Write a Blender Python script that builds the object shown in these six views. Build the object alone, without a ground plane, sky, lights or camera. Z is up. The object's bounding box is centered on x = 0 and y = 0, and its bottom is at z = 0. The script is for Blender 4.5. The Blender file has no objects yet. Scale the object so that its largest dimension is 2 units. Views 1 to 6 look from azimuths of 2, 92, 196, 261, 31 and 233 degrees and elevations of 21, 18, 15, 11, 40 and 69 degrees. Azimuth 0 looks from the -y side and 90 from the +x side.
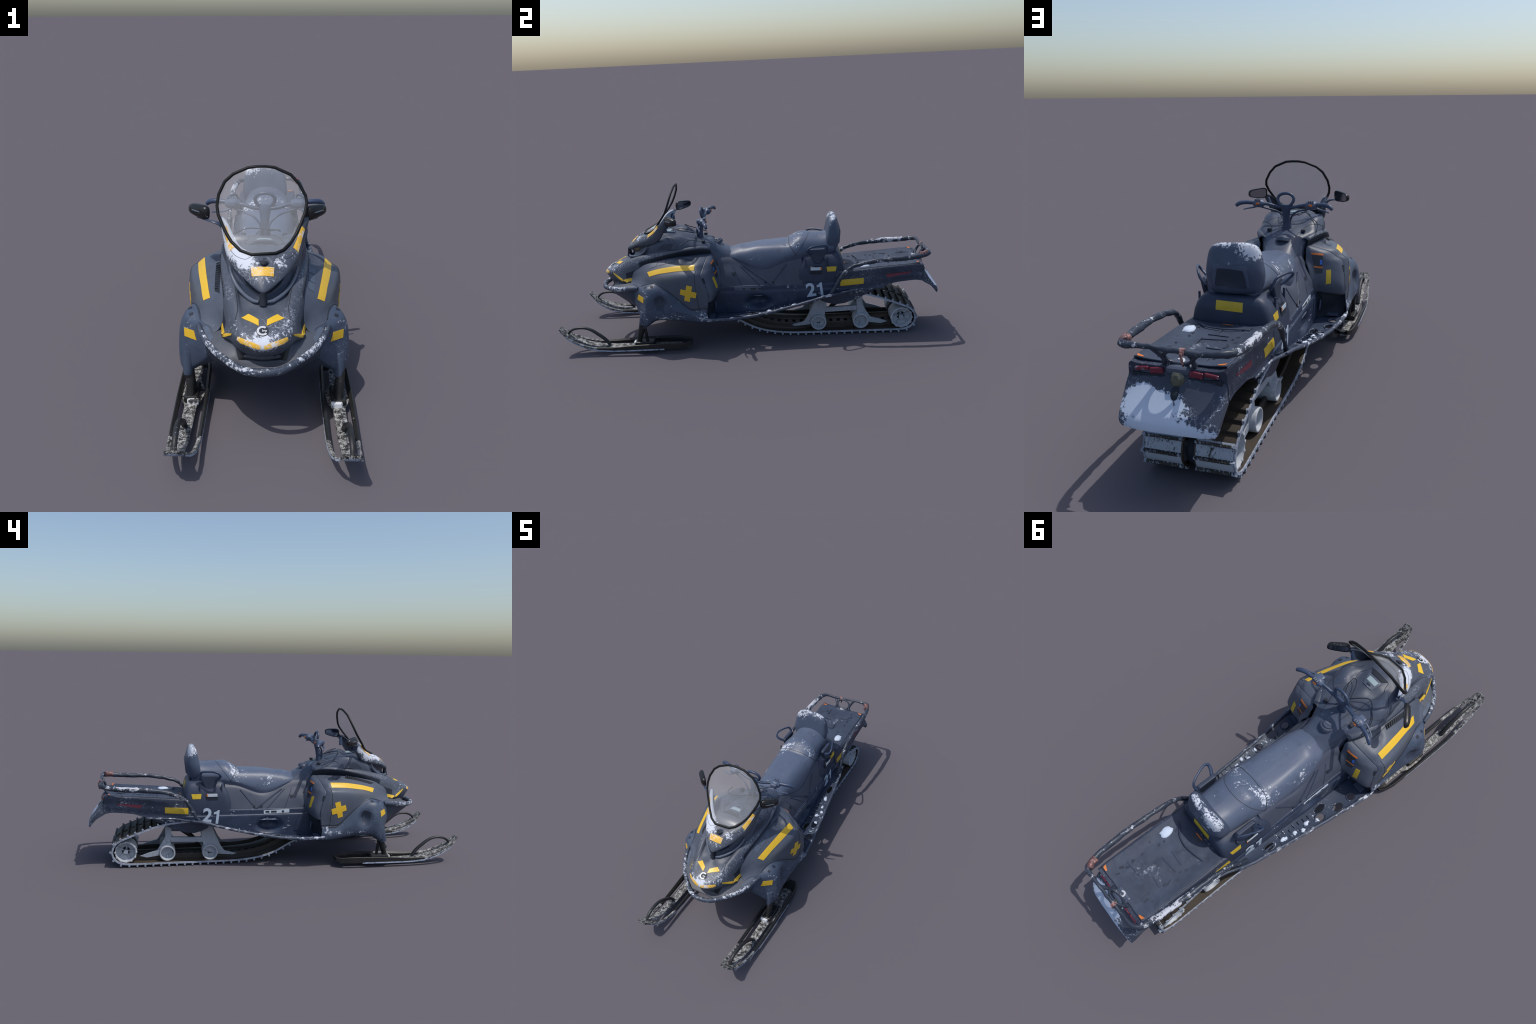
import bpy, bmesh, math, random
import numpy as np
from mathutils import Vector, Matrix, noise
from mathutils.bvhtree import BVHTree

random.seed(7)
CX = -0.0045            # the bodywork sits a touch off the centre line of the skis

# ------------------------------------------------------------------ materials
def lin(*c): return (c[0], c[1], c[2], 1.0)

class NT:
    """small helper to wire node trees"""
    def __init__(s, name):
        s.m = bpy.data.materials.new(name); s.m.use_nodes = True
        s.t = s.m.node_tree; s.t.nodes.clear()
        s.out = s.n('ShaderNodeOutputMaterial')
        s.co = s.n('ShaderNodeTexCoord').outputs['Object']
    def n(s, k, **kw):
        x = s.t.nodes.new(k)
        for a, v in kw.items(): setattr(x, a, v)
        return x
    def l(s, a, b): s.t.links.new(a, b)
    def val(s, sock, v):
        if hasattr(v, 'is_output') or isinstance(v, bpy.types.NodeSocket): s.l(v, sock)
        else: sock.default_value = v
    def math(s, op, a, b=0.0, c=0.0, clamp=False):
        x = s.n('ShaderNodeMath', operation=op, use_clamp=clamp)
        for i, v in enumerate((a, b, c)): s.val(x.inputs[i], v)
        return x.outputs[0]
    def noise(s, scale, detail=4, rough=0.6, dist=0.0, co=None, stretch=None):
        c = co or s.co
        if stretch:
            mp = s.n('ShaderNodeMapping'); s.l(c, mp.inputs[0]); mp.inputs['Scale'].default_value = stretch
            c = mp.outputs[0]
        x = s.n('ShaderNodeTexNoise'); s.l(c, x.inputs['Vector'])
        x.inputs['Scale'].default_value = scale; x.inputs['Detail'].default_value = detail
        x.inputs['Roughness'].default_value = rough; x.inputs['Distortion'].default_value = dist
        return x.outputs['Fac']
    def step(s, v, lo, hi):
        x = s.n('ShaderNodeMapRange', interpolation_type='SMOOTHSTEP')
        s.val(x.inputs[0], v); x.inputs[1].default_value = lo; x.inputs[2].default_value = hi
        return x.outputs[0]
    def mix(s, f, a, b):
        x = s.n('ShaderNodeMix', data_type='RGBA'); s.val(x.inputs[0], f); s.val(x.inputs[6], a); s.val(x.inputs[7], b)
        return x.outputs[2]
    def blob(s, c, r):
        """1 at the centre of an ellipsoid of radii r, 0 on its surface and beyond"""
        a = s.n('ShaderNodeVectorMath', operation='SUBTRACT'); s.l(s.co, a.inputs[0]); a.inputs[1].default_value = c
        b = s.n('ShaderNodeVectorMath', operation='DIVIDE'); s.l(a.outputs[0], b.inputs[0]); b.inputs[1].default_value = r
        d = s.n('ShaderNodeVectorMath', operation='LENGTH'); s.l(b.outputs[0], d.inputs[0])
        return s.math('SUBTRACT', 1.0, d.outputs['Value'], clamp=True)
    def bsdf(s, col, rough=0.5, metal=0.0, bump=None, bstr=0.2, bdist=0.002, spec=0.5, **kw):
        b = s.n('ShaderNodeBsdfPrincipled')
        s.val(b.inputs['Base Color'], col); s.val(b.inputs['Roughness'], rough); b.inputs['Metallic'].default_value = metal
        b.inputs['Specular IOR Level'].default_value = spec
        for k, v in kw.items(): s.val(b.inputs[k.replace('_', ' ')], v)
        if bump is not None:
            bp = s.n('ShaderNodeBump'); bp.inputs['Strength'].default_value = bstr; bp.inputs['Distance'].default_value = bdist
            s.l(bump, bp.inputs['Height']); s.l(bp.outputs[0], b.inputs['Normal'])
        s.l(b.outputs[0], s.out.inputs[0])
        return b

SNOW = lin(0.62, 0.66, 0.74)

def frosted(name, base, rough=0.5, level=-0.1, scale=55, blobs=(), vary=0.25, crack=0.0, snow=SNOW, base2=None, base2_blobs=(), spec=0.4, metal=0.0, stretch=None, sharp=0.05):
    """dull plastic with clotted frost; blobs = (centre, radii, gain) where frost gathers"""
    t = NT(name)
    big = t.noise(7, 3, 0.55); fine = t.noise(scale * 2.0, 5, 0.75, stretch=stretch); soft = t.noise(22, 5, 0.65)
    tone = t.math('MULTIPLY_ADD', t.math('SUBTRACT', t.math('ADD', t.math('MULTIPLY', big, .5), t.math('MULTIPLY', soft, .5)), 0.5), vary * 4, 0.5, clamp=True)
    dark = lin(*[c * (1 - vary) for c in base]); lite = lin(*[min(1, c * (1 + vary)) for c in base])
    col = t.mix(tone, dark, lite)
    grime = t.step(t.noise(13, 7, .72, .6), .50, .70)          # dark wet smudges
    col = t.mix(t.math('MULTIPLY', grime, .45), col, lin(*[c * .55 for c in base]))
    if base2:
        f = 0.0
        for c, r, g in base2_blobs: f = t.math('ADD', f, t.math('MULTIPLY', t.blob(c, r), g), clamp=True)
        col = t.mix(f, col, lin(*base2))
    # frost: a speckle whose density follows clots (medium noise) and the gathering spots
    v = t.math('MULTIPLY_ADD', t.math('SUBTRACT', fine, .5), 1.5, t.math('MULTIPLY', t.math('SUBTRACT', t.noise(scale * .33, 5, .7), .5), 1.15))
    v = t.math('ADD', v, (level - .05) * 2.0)
    for c, r, g in blobs: v = t.math('MULTIPLY_ADD', t.blob(c, r), g * 2.0, v)
    m = t.step(v, 0.0, sharp * 1.6)
    if crack:
        vo = t.n('ShaderNodeTexVoronoi', feature='DISTANCE_TO_EDGE'); vo.inputs['Scale'].default_value = 75
        wob = t.n('ShaderNodeVectorMath', operation='ADD'); nz = t.n('ShaderNodeTexNoise'); nz.inputs['Scale'].default_value = 40
        t.l(t.co, nz.inputs['Vector']); sc = t.n('ShaderNodeVectorMath', operation='SCALE'); sc.inputs['Scale'].default_value = 0.02
        t.l(nz.outputs['Color'], sc.inputs[0]); t.l(t.co, wob.inputs[0]); t.l(sc.outputs[0], wob.inputs[1]); t.l(wob.outputs[0], vo.inputs['Vector'])
        ck = t.math('MULTIPLY', t.math('SUBTRACT', 1.0, t.step(vo.outputs['Distance'], 0.0, 0.07)), t.step(t.math('ADD', v, t.math('MULTIPLY', t.math('SUBTRACT', big, .5), 1.2)), -.30, 0.05))
        m = t.math('MAXIMUM', m, t.math('MULTIPLY', ck, crack))
    col = t.mix(t.math('MULTIPLY', m, .9), col, snow)
    r = t.math('MULTIPLY_ADD', m, 0.25, rough, clamp=True)
    t.bsdf(col, r, metal, bump=t.math('ADD', fine, t.math('MULTIPLY', m, .6)), bstr=.18, bdist=.0015, spec=spec)
    return t.m

def plain(name, base, rough=0.5, metal=0.0, vary=0.15, scale=30, spec=0.5, bump=0.1, **kw):
    t = NT(name); n = t.noise(scale, 5, .65)
    c = t.mix(n, lin(*[x * (1 - vary) for x in base]), lin(*[min(1, x * (1 + vary)) for x in base]))
    t.bsdf(c, rough, metal, bump=n, bstr=bump, bdist=.001, spec=spec, **kw)
    return t.m

def mirrored(bl):
    return [(c, r, g) for c, r, g in bl] + [((-c[0], c[1], c[2]), r, g) for c, r, g in bl]

GREY = (0.070, 0.083, 0.112)
M = {}
M['hood'] = frosted('hood_plastic', GREY, .45, -.125, 48, crack=.5, vary=.32, sharp=.06, blobs=[((0, -.785, .370), (.12, .06, .045), .27), ((0, -.75, .40), (.12, .07, .05), .16),
    ((.09, -.70, .40), (.05, .09, .05), .14), ((-.09, -.70, .40), (.05, .08, .05), .10), ((.118, -.58, .445), (.03, .13, .04), .13), ((-.118, -.58, .445), (.03, .12, .04), .09)])
M['cowl'] = frosted('cowl_plastic', GREY, .42, -.14, 38, crack=.6, vary=.3, sharp=.03, blobs=[((-.11, -.51, .595), (.07, .09, .07), .60), ((-.06, -.58, .56), (.06, .07, .05), .42),
    ((-.14, -.45, .645), (.05, .06, .06), .50), ((.045, -.58, .56), (.045, .05, .04), .30), ((.09, -.53, .57), (.06, .06, .05), .13), ((0, -.63, .52), (.07, .03, .04), .17)])
M['panel'] = frosted('panel_plastic', (.077, .092, .125), .46, -.165, 60, vary=.24, blobs=mirrored([((.25, -.28, .405), (.05, .09, .035), .15), ((.275, -.23, .24), (.04, .05, .07), .14)]),
    base2=(.093, .101, .106), base2_blobs=mirrored([((.225, -.40, .385), (.05, .15, .03), 1.0)]))
M['fender'] = frosted('fender_plastic', (.055, .076, .120), .45, -.12, 42, crack=.15, vary=.32, sharp=.06, blobs=mirrored([((.265, -.545, .325), (.06, .06, .06), .15), ((.275, -.53, .24), (.05, .06, .12), .10),
    ((.28, -.42, .19), (.05, .2, .03), .17), ((.285, -.24, .20), (.05, .06, .07), .20), ((.275, -.36, .27), (.04, .12, .05), .10)]))
M['belly'] = frosted('belly_plastic', (.045, .057, .085), .5, -.13, 60)
M['bumper'] = frosted('bumper_plastic', (.05, .065, .096), .5, -.07, 40, crack=.2, sharp=.05, blobs=mirrored([((.15, -.70, .31), (.12, .13, .06), .16), ((.05, -.80, .30), (.08, .05, .04), .12)]))
M['tray'] = frosted('tray_plastic', (.078, .087, .11), .5, -.14, 60)
M['black'] = plain('black_plastic', (.012, .013, .016), .35, vary=.3)
M['facet'] = frosted('facet_plastic', (.040, .051, .078), .45, -.16, 60)
M['pad'] = plain('pad_vinyl', (.020, .028, .048), .5, vary=.2)
M['recess'] = plain('recess_plastic', (.022, .028, .04), .6, vary=.3, spec=.25)
M['dash'] = frosted('dash_plastic', (.068, .083, .118), .42, -.15, 55, vary=.34)
M['tank'] = frosted('tank_plastic', (.062, .078, .118), .42, -.10, 50, vary=.4)
M['cover'] = frosted('cover_plastic', (.062, .073, .104), .5, -.16, 60, vary=.15)
M['seat'] = frosted('seat_vinyl', (.084, .108, .165), .42, -.135, 60, vary=.12, sharp=.05, blobs=[((-.10, .05, .46), (.05, .14, .06), .16), ((.10, .05, .46), (.05, .14, .06), .12), ((-.085, .22, .49), (.09, .07, .09), .20), ((.085, .25, .49), (.06, .07, .09), .13),  # vinyl tinted blue with the sky's reflection on its upward faces
    ((0, .265, .54), (.11, .05, .04), .15), ((0, .12, .5), (.16, .4, .1), .035)])
M['backrest'] = frosted('backrest_vinyl', (.062, .084, .135), .45, -.14, 60, vary=.15, sharp=.04, blobs=[((-.075, .452, .605), (.07, .045, .06), .40), ((.035, .452, .632), (.08, .04, .03), .24), ((0, .46, .62), (.15, .07, .07), .12), ((0, .495, .565), (.10, .02, .025), .14)])
M['pod'] = frosted('pod_plastic', (.032, .044, .077), .5, -.15, 60, vary=.32)  # pod colour lowered to hold the shade under the seat
M['tunnel'] = frosted('tunnel_metal', (.030, .044, .082), .42, -.085, 38, vary=.45, stretch=(1, .35, 1))  # navy darkened by the ambient occlusion baked along the tunnel wall
M['board'] = frosted('board_metal', (.033, .048, .083), .45, -.09, 36, vary=.35, snow=lin(.5, .57, .68), sharp=.04, blobs=mirrored([((.22, .13, .185), (.05, .10, .04), .12), ((.22, -.01, .165), (.06, .10, .03), .11)]))
M['lip'] = frosted('board_lip_metal', (.05, .065, .10), .45, .0, 34, stretch=(1, .3, 1), sharp=.06)
M['tail'] = frosted('tail_plastic', (.030, .040, .070), .5, -.075, 40, vary=.42, crack=.22, sharp=.07, stretch=(1, .6, 1), blobs=mirrored([((.155, .60, .25), (.03, .2, .02), .12), ((.155, .74, .335), (.02, .13, .03), .08)]))  # side colour taken darker because these faces lie in shade
M['deck'] = frosted('deck_plastic', (.036, .049, .080), .55, -.085, 34, vary=.5, sharp=.22, snow=lin(.30, .33, .40), blobs=[((0, .76, .38), (.14, .16, .05), .06), ((-.02, .70, .37), (.14, .25, .05), .04)])
M['rail'] = frosted('rack_rail_paint', (.032, .042, .064), .42, -.06, 36, vary=.3, snow=lin(.55, .57, .63), sharp=.05, stretch=(1, .5, 1), blobs=[((-.18, .78, .44), (.06, .17, .04), .20), ((.17, .62, .435), (.06, .14, .04), .10), ((-.18, .5, .38), (.05, .10, .05), .10)])
M['flap'] = frosted('snow_flap_rubber', (.050, .062, .092), .55, -.11, 42, crack=.45, sharp=.03, snow=lin(.58, .66, .80), blobs=[((.040, .975, .285), (.135, .09, .065), .62), ((.0, 1.0, .232), (.18, .06, .03), .6), ((-.13, .97, .27), (.04, .06, .08), .16), ((.09, .96, .31), (.05, .06, .04), .5)])
M['navy'] = plain('handlebar_plastic', (.035, .055, .105), .4, vary=.3, scale=45)
M['navy_lit'] = plain('control_plastic', (.07, .095, .155), .42, vary=.3, scale=60)
M['ski_black'] = frosted('ski_plastic', (.018, .018, .018), .45, -.09, 120, vary=.3, snow=lin(.45, .47, .5))
M['ski_loop'] = frosted('ski_loop_plastic', (.022, .023, .025), .45, -.06, 60, vary=.3, snow=lin(.28, .32, .40), sharp=.12)
M['ski_grit'] = frosted('ski_frosted_top', (.022, .022, .021), .55, .065, 170, vary=.3, snow=lin(.50, .50, .49), sharp=.08)
M['ski_edge'] = frosted('ski_runner_frost', (.10, .12, .16), .5, .10, 90, snow=lin(.44, .51, .63))
M['steel_snow'] = frosted('snowed_steel', (.05, .05, .05), .4, .12, 25, snow=lin(.75, .76, .78))
M['belt'] = frosted('belt_rubber', (.050, .038, .028), .6, -.16, 60, vary=.3)
M['lug'] = frosted('lug_rubber', (.030, .025, .021), .6, -.07, 60, vary=.3, snow=lin(.36, .40, .47), blobs=[((0, .875, .05), (.3, .06, .10), .40)])
M['lug_frost'] = frosted('lug_frosted_rubber', (.030, .026, .022), .6, .03, 70, vary=.3, snow=lin(.36, .41, .49), stretch=(1, 1, .5))
M['belt_edge'] = frosted('belt_edge_frost', (.20, .23, .29), .6, .10, 40, snow=lin(.36, .40, .48))
M['band_snow'] = frosted('belt_band_frost', (.03, .027, .024), .6, .15, 50, snow=lin(.42, .47, .55), stretch=(2.2, 1, .5), sharp=.08, blobs=[((0, .88, .03), (.4, .06, .06), .25)])
M['frame'] = frosted('suspension_paint', (.33, .36, .41), .5, .0, 40, vary=.18, snow=lin(.42, .46, .52))
M['wheel'] = frosted('wheel_plastic', (.42, .45, .49), .5, -.02, 40, vary=.15, snow=lin(.55, .58, .62))
M['rail_dark'] = plain('slide_rail_dark', (.035, .029, .024), .55, vary=.3)
M['yellow'] = plain('reflective_yellow', (.74, .46, .028), .38, vary=.08, scale=60)
M['yellow_aged'] = plain('reflective_yellow_aged', (.60, .41, .022), .42, vary=.15, scale=40)
M['yellow_frost'] = frosted('reflective_yellow_frosted', (.74, .43, .04), .4, -.01, 50, vary=.08, crack=.9, blobs=[((.05, -.60, .55), (.04, .05, .05), .12), ((.03, -.77, .37), (.05, .04, .04), .1), ((-.115, -.5, .6), (.05, .07, .06), .10)])
M['orange'] = plain('orange_label', (.62, .17, .03), .5, vary=.2)
M['red'] = frosted('red_reflector', (.17, .02, .04), .35, -.03, 40, snow=lin(.22, .20, .25))
M['red_tape'] = frosted('red_tape', (.12, .06, .06), .5, .03, 40, snow=lin(.46, .24, .22), sharp=.12)
M['white'] = frosted('white_marking', (.46, .54, .64), .5, -.08, 60, vary=.1)
M['label'] = plain('white_label', (.55, .62, .68), .5, vary=.3, scale=160)
M['snow'] = plain('snow_clump', (.55, .63, .76), .7, vary=.1, scale=60, bump=.5)
M['ink'] = plain('label_black', (.028, .033, .042), .5, vary=.6, scale=260)
M['blue'] = plain('blue_pictogram', (.05, .20, .70), .5)
M['screen'] = plain('display_glass', (.36, .46, .48), .18, vary=.08)
M['bezel'] = frosted('bezel_plastic', (.090, .112, .155), .4, -.10, 50)
M['lens'] = plain('headlight_glass', (.018, .026, .045), .12, vary=.6, scale=70, spec=.6, bump=.3)
M['lens_tail'] = plain('tail_lamp_glass', (.10, .105, .075), .15, vary=.7, scale=60, spec=.6, bump=.4)
M['badge'] = plain('badge_silver', (.55, .56, .58), .35, vary=.2)
M['mirror_glass'] = plain('mirror_glass', (.30, .31, .34), .06, metal=1.0, vary=.1, bump=0)
M['shell'] = frosted('mirror_shell', (.012, .012, .013), .3, -.07, 90, snow=lin(.3, .31, .32))
M['trim'] = plain('windshield_trim', (.006, .007, .008), .5, vary=.3, spec=.25)

def glass_mat():
    t = NT('windshield_pane')
    n = t.noise(9, 5, .6)
    b = t.n('ShaderNodeBsdfPrincipled'); b.inputs['Base Color'].default_value = lin(.62, .63, .65)  # whitened base puts the front sun haze into the pane
    b.inputs['Roughness'].default_value = .25
    tr = t.n('ShaderNodeBsdfTransparent'); mx = t.n('ShaderNodeMixShader')
    t.l(t.math('MULTIPLY_ADD', n, .10, .08), mx.inputs[0]); t.l(tr.outputs[0], mx.inputs[1]); t.l(b.outputs[0], mx.inputs[2])
    t.l(mx.outputs[0], t.out.inputs[0])
    return t.m
M['pane'] = glass_mat()

# ------------------------------------------------------------------ geometry helpers
COL = bpy.context.scene.collection
ROOT = bpy.data.objects.new('snowmobile', None); COL.objects.link(ROOT)
ROOT['label'] = 'dark grey frosted snowmobile with yellow reflective strips'
ROOT['category'] = 'snowmobile'

def owner(p):
    """parts hang on the sled, details on their part, never deeper"""
    p = p or ROOT
    while p is not ROOT and p.parent is not ROOT: p = p.parent
    return p

def new(name, verts, faces, mat, parent=None, smooth=True, angle=40, shift=True):
    me = bpy.data.meshes.new(name)
    v = np.array(verts, float).reshape(-1, 3)
    if shift: v = v + np.array([CX, 0, 0])
    me.from_pydata(v.tolist(), [], faces); me.validate(); me.update()
    bm = bmesh.new(); bm.from_mesh(me); bmesh.ops.remove_doubles(bm, verts=bm.verts, dist=1e-5)
    bmesh.ops.recalc_face_normals(bm, faces=bm.faces); bm.to_mesh(me); bm.free()
    if smooth:
        me.polygons.foreach_set('use_smooth', [True] * len(me.polygons)); me.set_sharp_from_angle(angle=math.radians(angle))
    me.materials.append(M[mat] if isinstance(mat, str) else mat)
    o = bpy.data.objects.new(name, me); COL.objects.link(o); o.parent = owner(parent)
    return o

def solid(o, t, off=-1):
    m = o.modifiers.new('thickness', 'SOLIDIFY'); m.thickness = t; m.offset = off; return o

def crom(P, n, closed=False, tens=.5):
    """Catmull-Rom through control points, n samples per span"""
    P = np.array(P, float); k = len(P); out = []
    spans = k if closed else k - 1
    for i in range(spans):
        p1 = P[i]; p2 = P[(i + 1) % k]
        p0 = P[(i - 1) % k] if (closed or i > 0) else p1 * 2 - p2
        p3 = P[(i + 2) % k] if (closed or i + 2 < k) else p2 * 2 - p1
        m1 = tens * (p2 - p0); m2 = tens * (p3 - p1)
        # keep tangents from overshooting on short spans
        L = np.linalg.norm(p2 - p1, axis=-1, keepdims=True) * 1.1
        for m in (m1, m2):
            q = np.linalg.norm(m, axis=-1, keepdims=True); m *= np.minimum(1, L / np.maximum(q, 1e-9))
        for j in range(n):
            t = j / n; t2 = t * t; t3 = t2 * t
            out.append((2 * t3 - 3 * t2 + 1) * p1 + (t3 - 2 * t2 + t) * m1 + (-2 * t3 + 3 * t2) * p2 + (t3 - t2) * m2)
    if not closed: out.append(P[-1])
    return np.array(out)

def surf(S, nu=4, nv=4, closed_v=False):
    """S: stations x columns x 3 -> refined grid"""
    S = np.array(S, float)
    G = crom(S, nu)
    return np.swapaxes(crom(np.swapaxes(G, 0, 1), nv, closed_v), 0, 1)

def gfaces(nr, nc, closed=False, base=0):
    f = []
    for i in range(nr - 1):
        for j in range(nc if closed else nc - 1):
            a = base + i * nc + j; b = base + i * nc + (j + 1) % nc
            f.append((a, b, b + nc, a + nc))
    return f

def grid(name, G, mat, parent=None, closed=False, caps=(False, False), **kw):
    nr, nc = G.shape[:2]; f = gfaces(nr, nc, closed)
    if caps[0]: f.append(tuple(range(nc)))
    if caps[1]: f.append(tuple(range((nr - 1) * nc, nr * nc)))
    return new(name, G.reshape(-1, 3), f, mat, parent, **kw)

def flip(G): return G * np.array([-1, 1, 1])
def sym(half):
    """half station from the centre line outwards -> full station, both sides"""
    h = [tuple(p) for p in half]
    return [(-x, y, z) for x, y, z in h[:0:-1]] + h

def dent(G, c, r, d):
    """push a soft hollow (or bulge) of offset d into a grid"""
    q = np.linalg.norm((G - np.array(c)) / np.array(r), axis=-1)
    w = np.clip(1 - q, 0, 1); w = w * w * (3 - 2 * w); w = np.minimum(1, w * 1.6)
    return G + w[..., None] * np.array(d)

def rough_up(G, amp, freq=25, seed=0):
    H = G.copy().reshape(-1, 3)
    for i, p in enumerate(H):
        v = noise.noise_vector(Vector(p * freq) + Vector((seed, seed * 1.7, 0)))
        H[i] = p + np.array(v) * amp
    return H.reshape(G.shape)

def tube(name, path, r, mat, parent=None, sides=10, n=5, closed=False, caps=True, lump=0.0, flat=1.0, **kw):
    """sweep a round (or flattened) section along a smooth path; r may vary per control point"""
    P = np.array(path, float); k = len(P)
    R = np.full(k, r) if np.isscalar(r) else np.array(r, float)
    Q = crom(np.c_[P, R], n, closed) if n > 1 else np.c_[P, R]
    C, R = Q[:, :3], Q[:, 3]; m = len(C)
    T = np.roll(C, -1, 0) - np.roll(C, 1, 0)
    if not closed: T[0] = C[1] - C[0]; T[-1] = C[-1] - C[-2]
    T /= np.linalg.norm(T, axis=1, keepdims=True)
    up = np.array([0, 0, 1.]) if abs(T[0][2]) < .9 else np.array([1., 0, 0])
    rings = []; nrm = None
    for i in range(m):
        base = up if nrm is None else nrm
        nrm = base - T[i] * np.dot(base, T[i]); nrm /= np.linalg.norm(nrm)
        b = np.cross(T[i], nrm)
        a = np.arange(sides) / sides * 2 * math.pi
        rr = R[i]
        ring = C[i] + rr * (np.cos(a)[:, None] * nrm * flat + np.sin(a)[:, None] * b)
        rings.append(ring)
    G = np.array(rings)
    if lump: G = rough_up(G, lump, 38, len(name))
    f = gfaces(m, sides, True)
    if closed: f += [((m - 1) * sides + j, (m - 1) * sides + (j + 1) % sides, (j + 1) % sides, j) for j in range(sides)]
    elif caps: f += [tuple(range(sides)), tuple(range((m - 1) * sides, m * sides))]
    return new(name, G.reshape(-1, 3), f, mat, parent, angle=60, **kw)

def box(name, c, s, mat, parent=None, rot=None, bevel=.002, **kw):
    v = [np.array((x, y, z)) * np.array(s) / 2 for x in (-1, 1) for y in (-1, 1) for z in (-1, 1)]
    if rot is not None:
        R = np.array(rot.to_3x3() if hasattr(rot, 'to_3x3') else rot); v = [R @ p for p in v]
    v = [p + np.array(c) for p in v]
    f = [(0, 1, 3, 2), (4, 6, 7, 5), (0, 4, 5, 1), (2, 3, 7, 6), (0, 2, 6, 4), (1, 5, 7, 3)]
    o = new(name, v, f, mat, parent, smooth=False, **kw)
    if bevel:
        m = o.modifiers.new('edge', 'BEVEL'); m.width = bevel; m.segments = 2
    return o

def plate(name, outline, axis_from, axis_to, mat, parent=None, bevel=.0015, **kw):
    """prism: outline of (y,z) points extruded from x=axis_from to x=axis_to"""
    n = len(outline)
    v = [(axis_from, y, z) for y, z in outline] + [(axis_to, y, z) for y, z in outline]
    f = [tuple(range(n)), tuple(range(n, 2 * n))] + [(i, (i + 1) % n, (i + 1) % n + n, i + n) for i in range(n)]
    o = new(name, v, f, mat, parent, smooth=False, **kw)
    if bevel:
        m = o.modifiers.new('edge', 'BEVEL'); m.width = bevel; m.segments = 2
    return o

def lathe(name, prof, mat, parent=None, n=28, centre=(0, 0, 0), **kw):
    """revolve (radius, x) profile about the x axis"""
    a = np.arange(n) / n * 2 * math.pi
    G = np.array([[(x, r * math.cos(t), r * math.sin(t)) for t in a] for r, x in prof]) + np.array(centre)
    return grid(name, G, mat, parent, closed=True, angle=35, **kw)

def bvh(*obs):
    V = []; F = []
    for o in obs:
        b = len(V); V += [v.co.copy() for v in o.data.vertices]; F += [[b + i for i in p.vertices] for p in o.data.polygons]
    return BVHTree.FromPolygons(V, F)

def decal(name, A, B, tree, mat, parent, lift=.0012, n=10, w=4, thick=.0012, ends=None):
    """tape laid on a surface: A and B are the two long edges as control points"""
    A = np.array(A, float) + [CX, 0, 0]; B = np.array(B, float) + [CX, 0, 0]
    def resample(P):
        d = np.r_[0, np.cumsum(np.linalg.norm(np.diff(P, axis=0), axis=1))]; t = np.linspace(0, d[-1], n + 1)
        return np.c_[[np.interp(t, d, P[:, k]) for k in range(3)]].T
    A, B = resample(A), resample(B)
    V = []; N = []
    for i in range(n + 1):
        for j in range(w + 1):
            p = Vector(A[i] * (1 - j / w) + B[i] * (j / w))
            q, nn, _, _ = tree.find_nearest(p)
            if (p - q).dot(nn) < 0 and (p - q).length > 1e-4 and nn.dot(Vector((p.x, 0, 0.3))) < -.3: nn = -nn
            V.append(q); N.append(nn)
    ref = Vector(np.cross(A[-1] - A[0], B[0] - A[0])).normalized()
    mid = N[len(N) // 2]
    if mid.dot(Vector((V[len(V) // 2].x, V[len(V) // 2].y + .1, .4))) < 0: pass
    V1 = [v + nn * lift for v, nn in zip(V, N)]; V0 = [v - nn * .002 for v, nn in zip(V, N)]
    nv = len(V1); f = gfaces(n + 1, w + 1) + gfaces(n + 1, w + 1, base=nv)
    edge = [i * (w + 1) for i in range(n + 1)] + [n * (w + 1) + j for j in range(1, w + 1)] + [i * (w + 1) + w for i in range(n - 1, -1, -1)] + [j for j in range(w - 1, 0, -1)]
    f += [(edge[i], edge[(i + 1) % len(edge)], edge[(i + 1) % len(edge)] + nv, edge[i] + nv) for i in range(len(edge))]
    return new(name, [tuple(v) for v in V1 + V0], f, mat, parent, shift=False)

def quad_decal(name, c, tree, mat, parent, n=8, w=6, **kw):
    """c: four corners in order"""
    return decal(name, [c[0], c[1]], [c[3], c[2]], tree, mat, parent, n=n, w=w, **kw)

# piping seams
def seam(name, pts, parent, tree, r=.0016):
    q = []
    for p in crom(pts, 6):
        h, n, _, _ = tree.find_nearest(Vector(p) + Vector((CX, 0, 0))); q.append(np.array(h + n * .0002) - [CX, 0, 0])
    return tube(name, q, r, 'ink', parent, sides=5, n=1)

def mx(P): return [(-x, y, z) for x, y, z in P]

def text(name, body, size, mtx, mat, parent, depth=.001, bold=0.0, shear=0.0):
    cu = bpy.data.curves.new(name + '_curve', 'FONT'); cu.body = body; cu.size = size; cu.extrude = depth; cu.offset = bold; cu.shear = shear
    cu.align_x = 'CENTER'; cu.align_y = 'CENTER'; cu.resolution_u = 4
    o = bpy.data.objects.new(name + '_tmp', cu); COL.objects.link(o)
    dg = bpy.context.evaluated_depsgraph_get(); me = bpy.data.meshes.new_from_object(o.evaluated_get(dg))
    bpy.data.objects.remove(o); bpy.data.curves.remove(cu)
    me.transform(mtx); me.materials.clear(); me.materials.append(M[mat]); me.name = name
    r = bpy.data.objects.new(name, me); COL.objects.link(r); r.parent = owner(parent)
    return r

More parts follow.
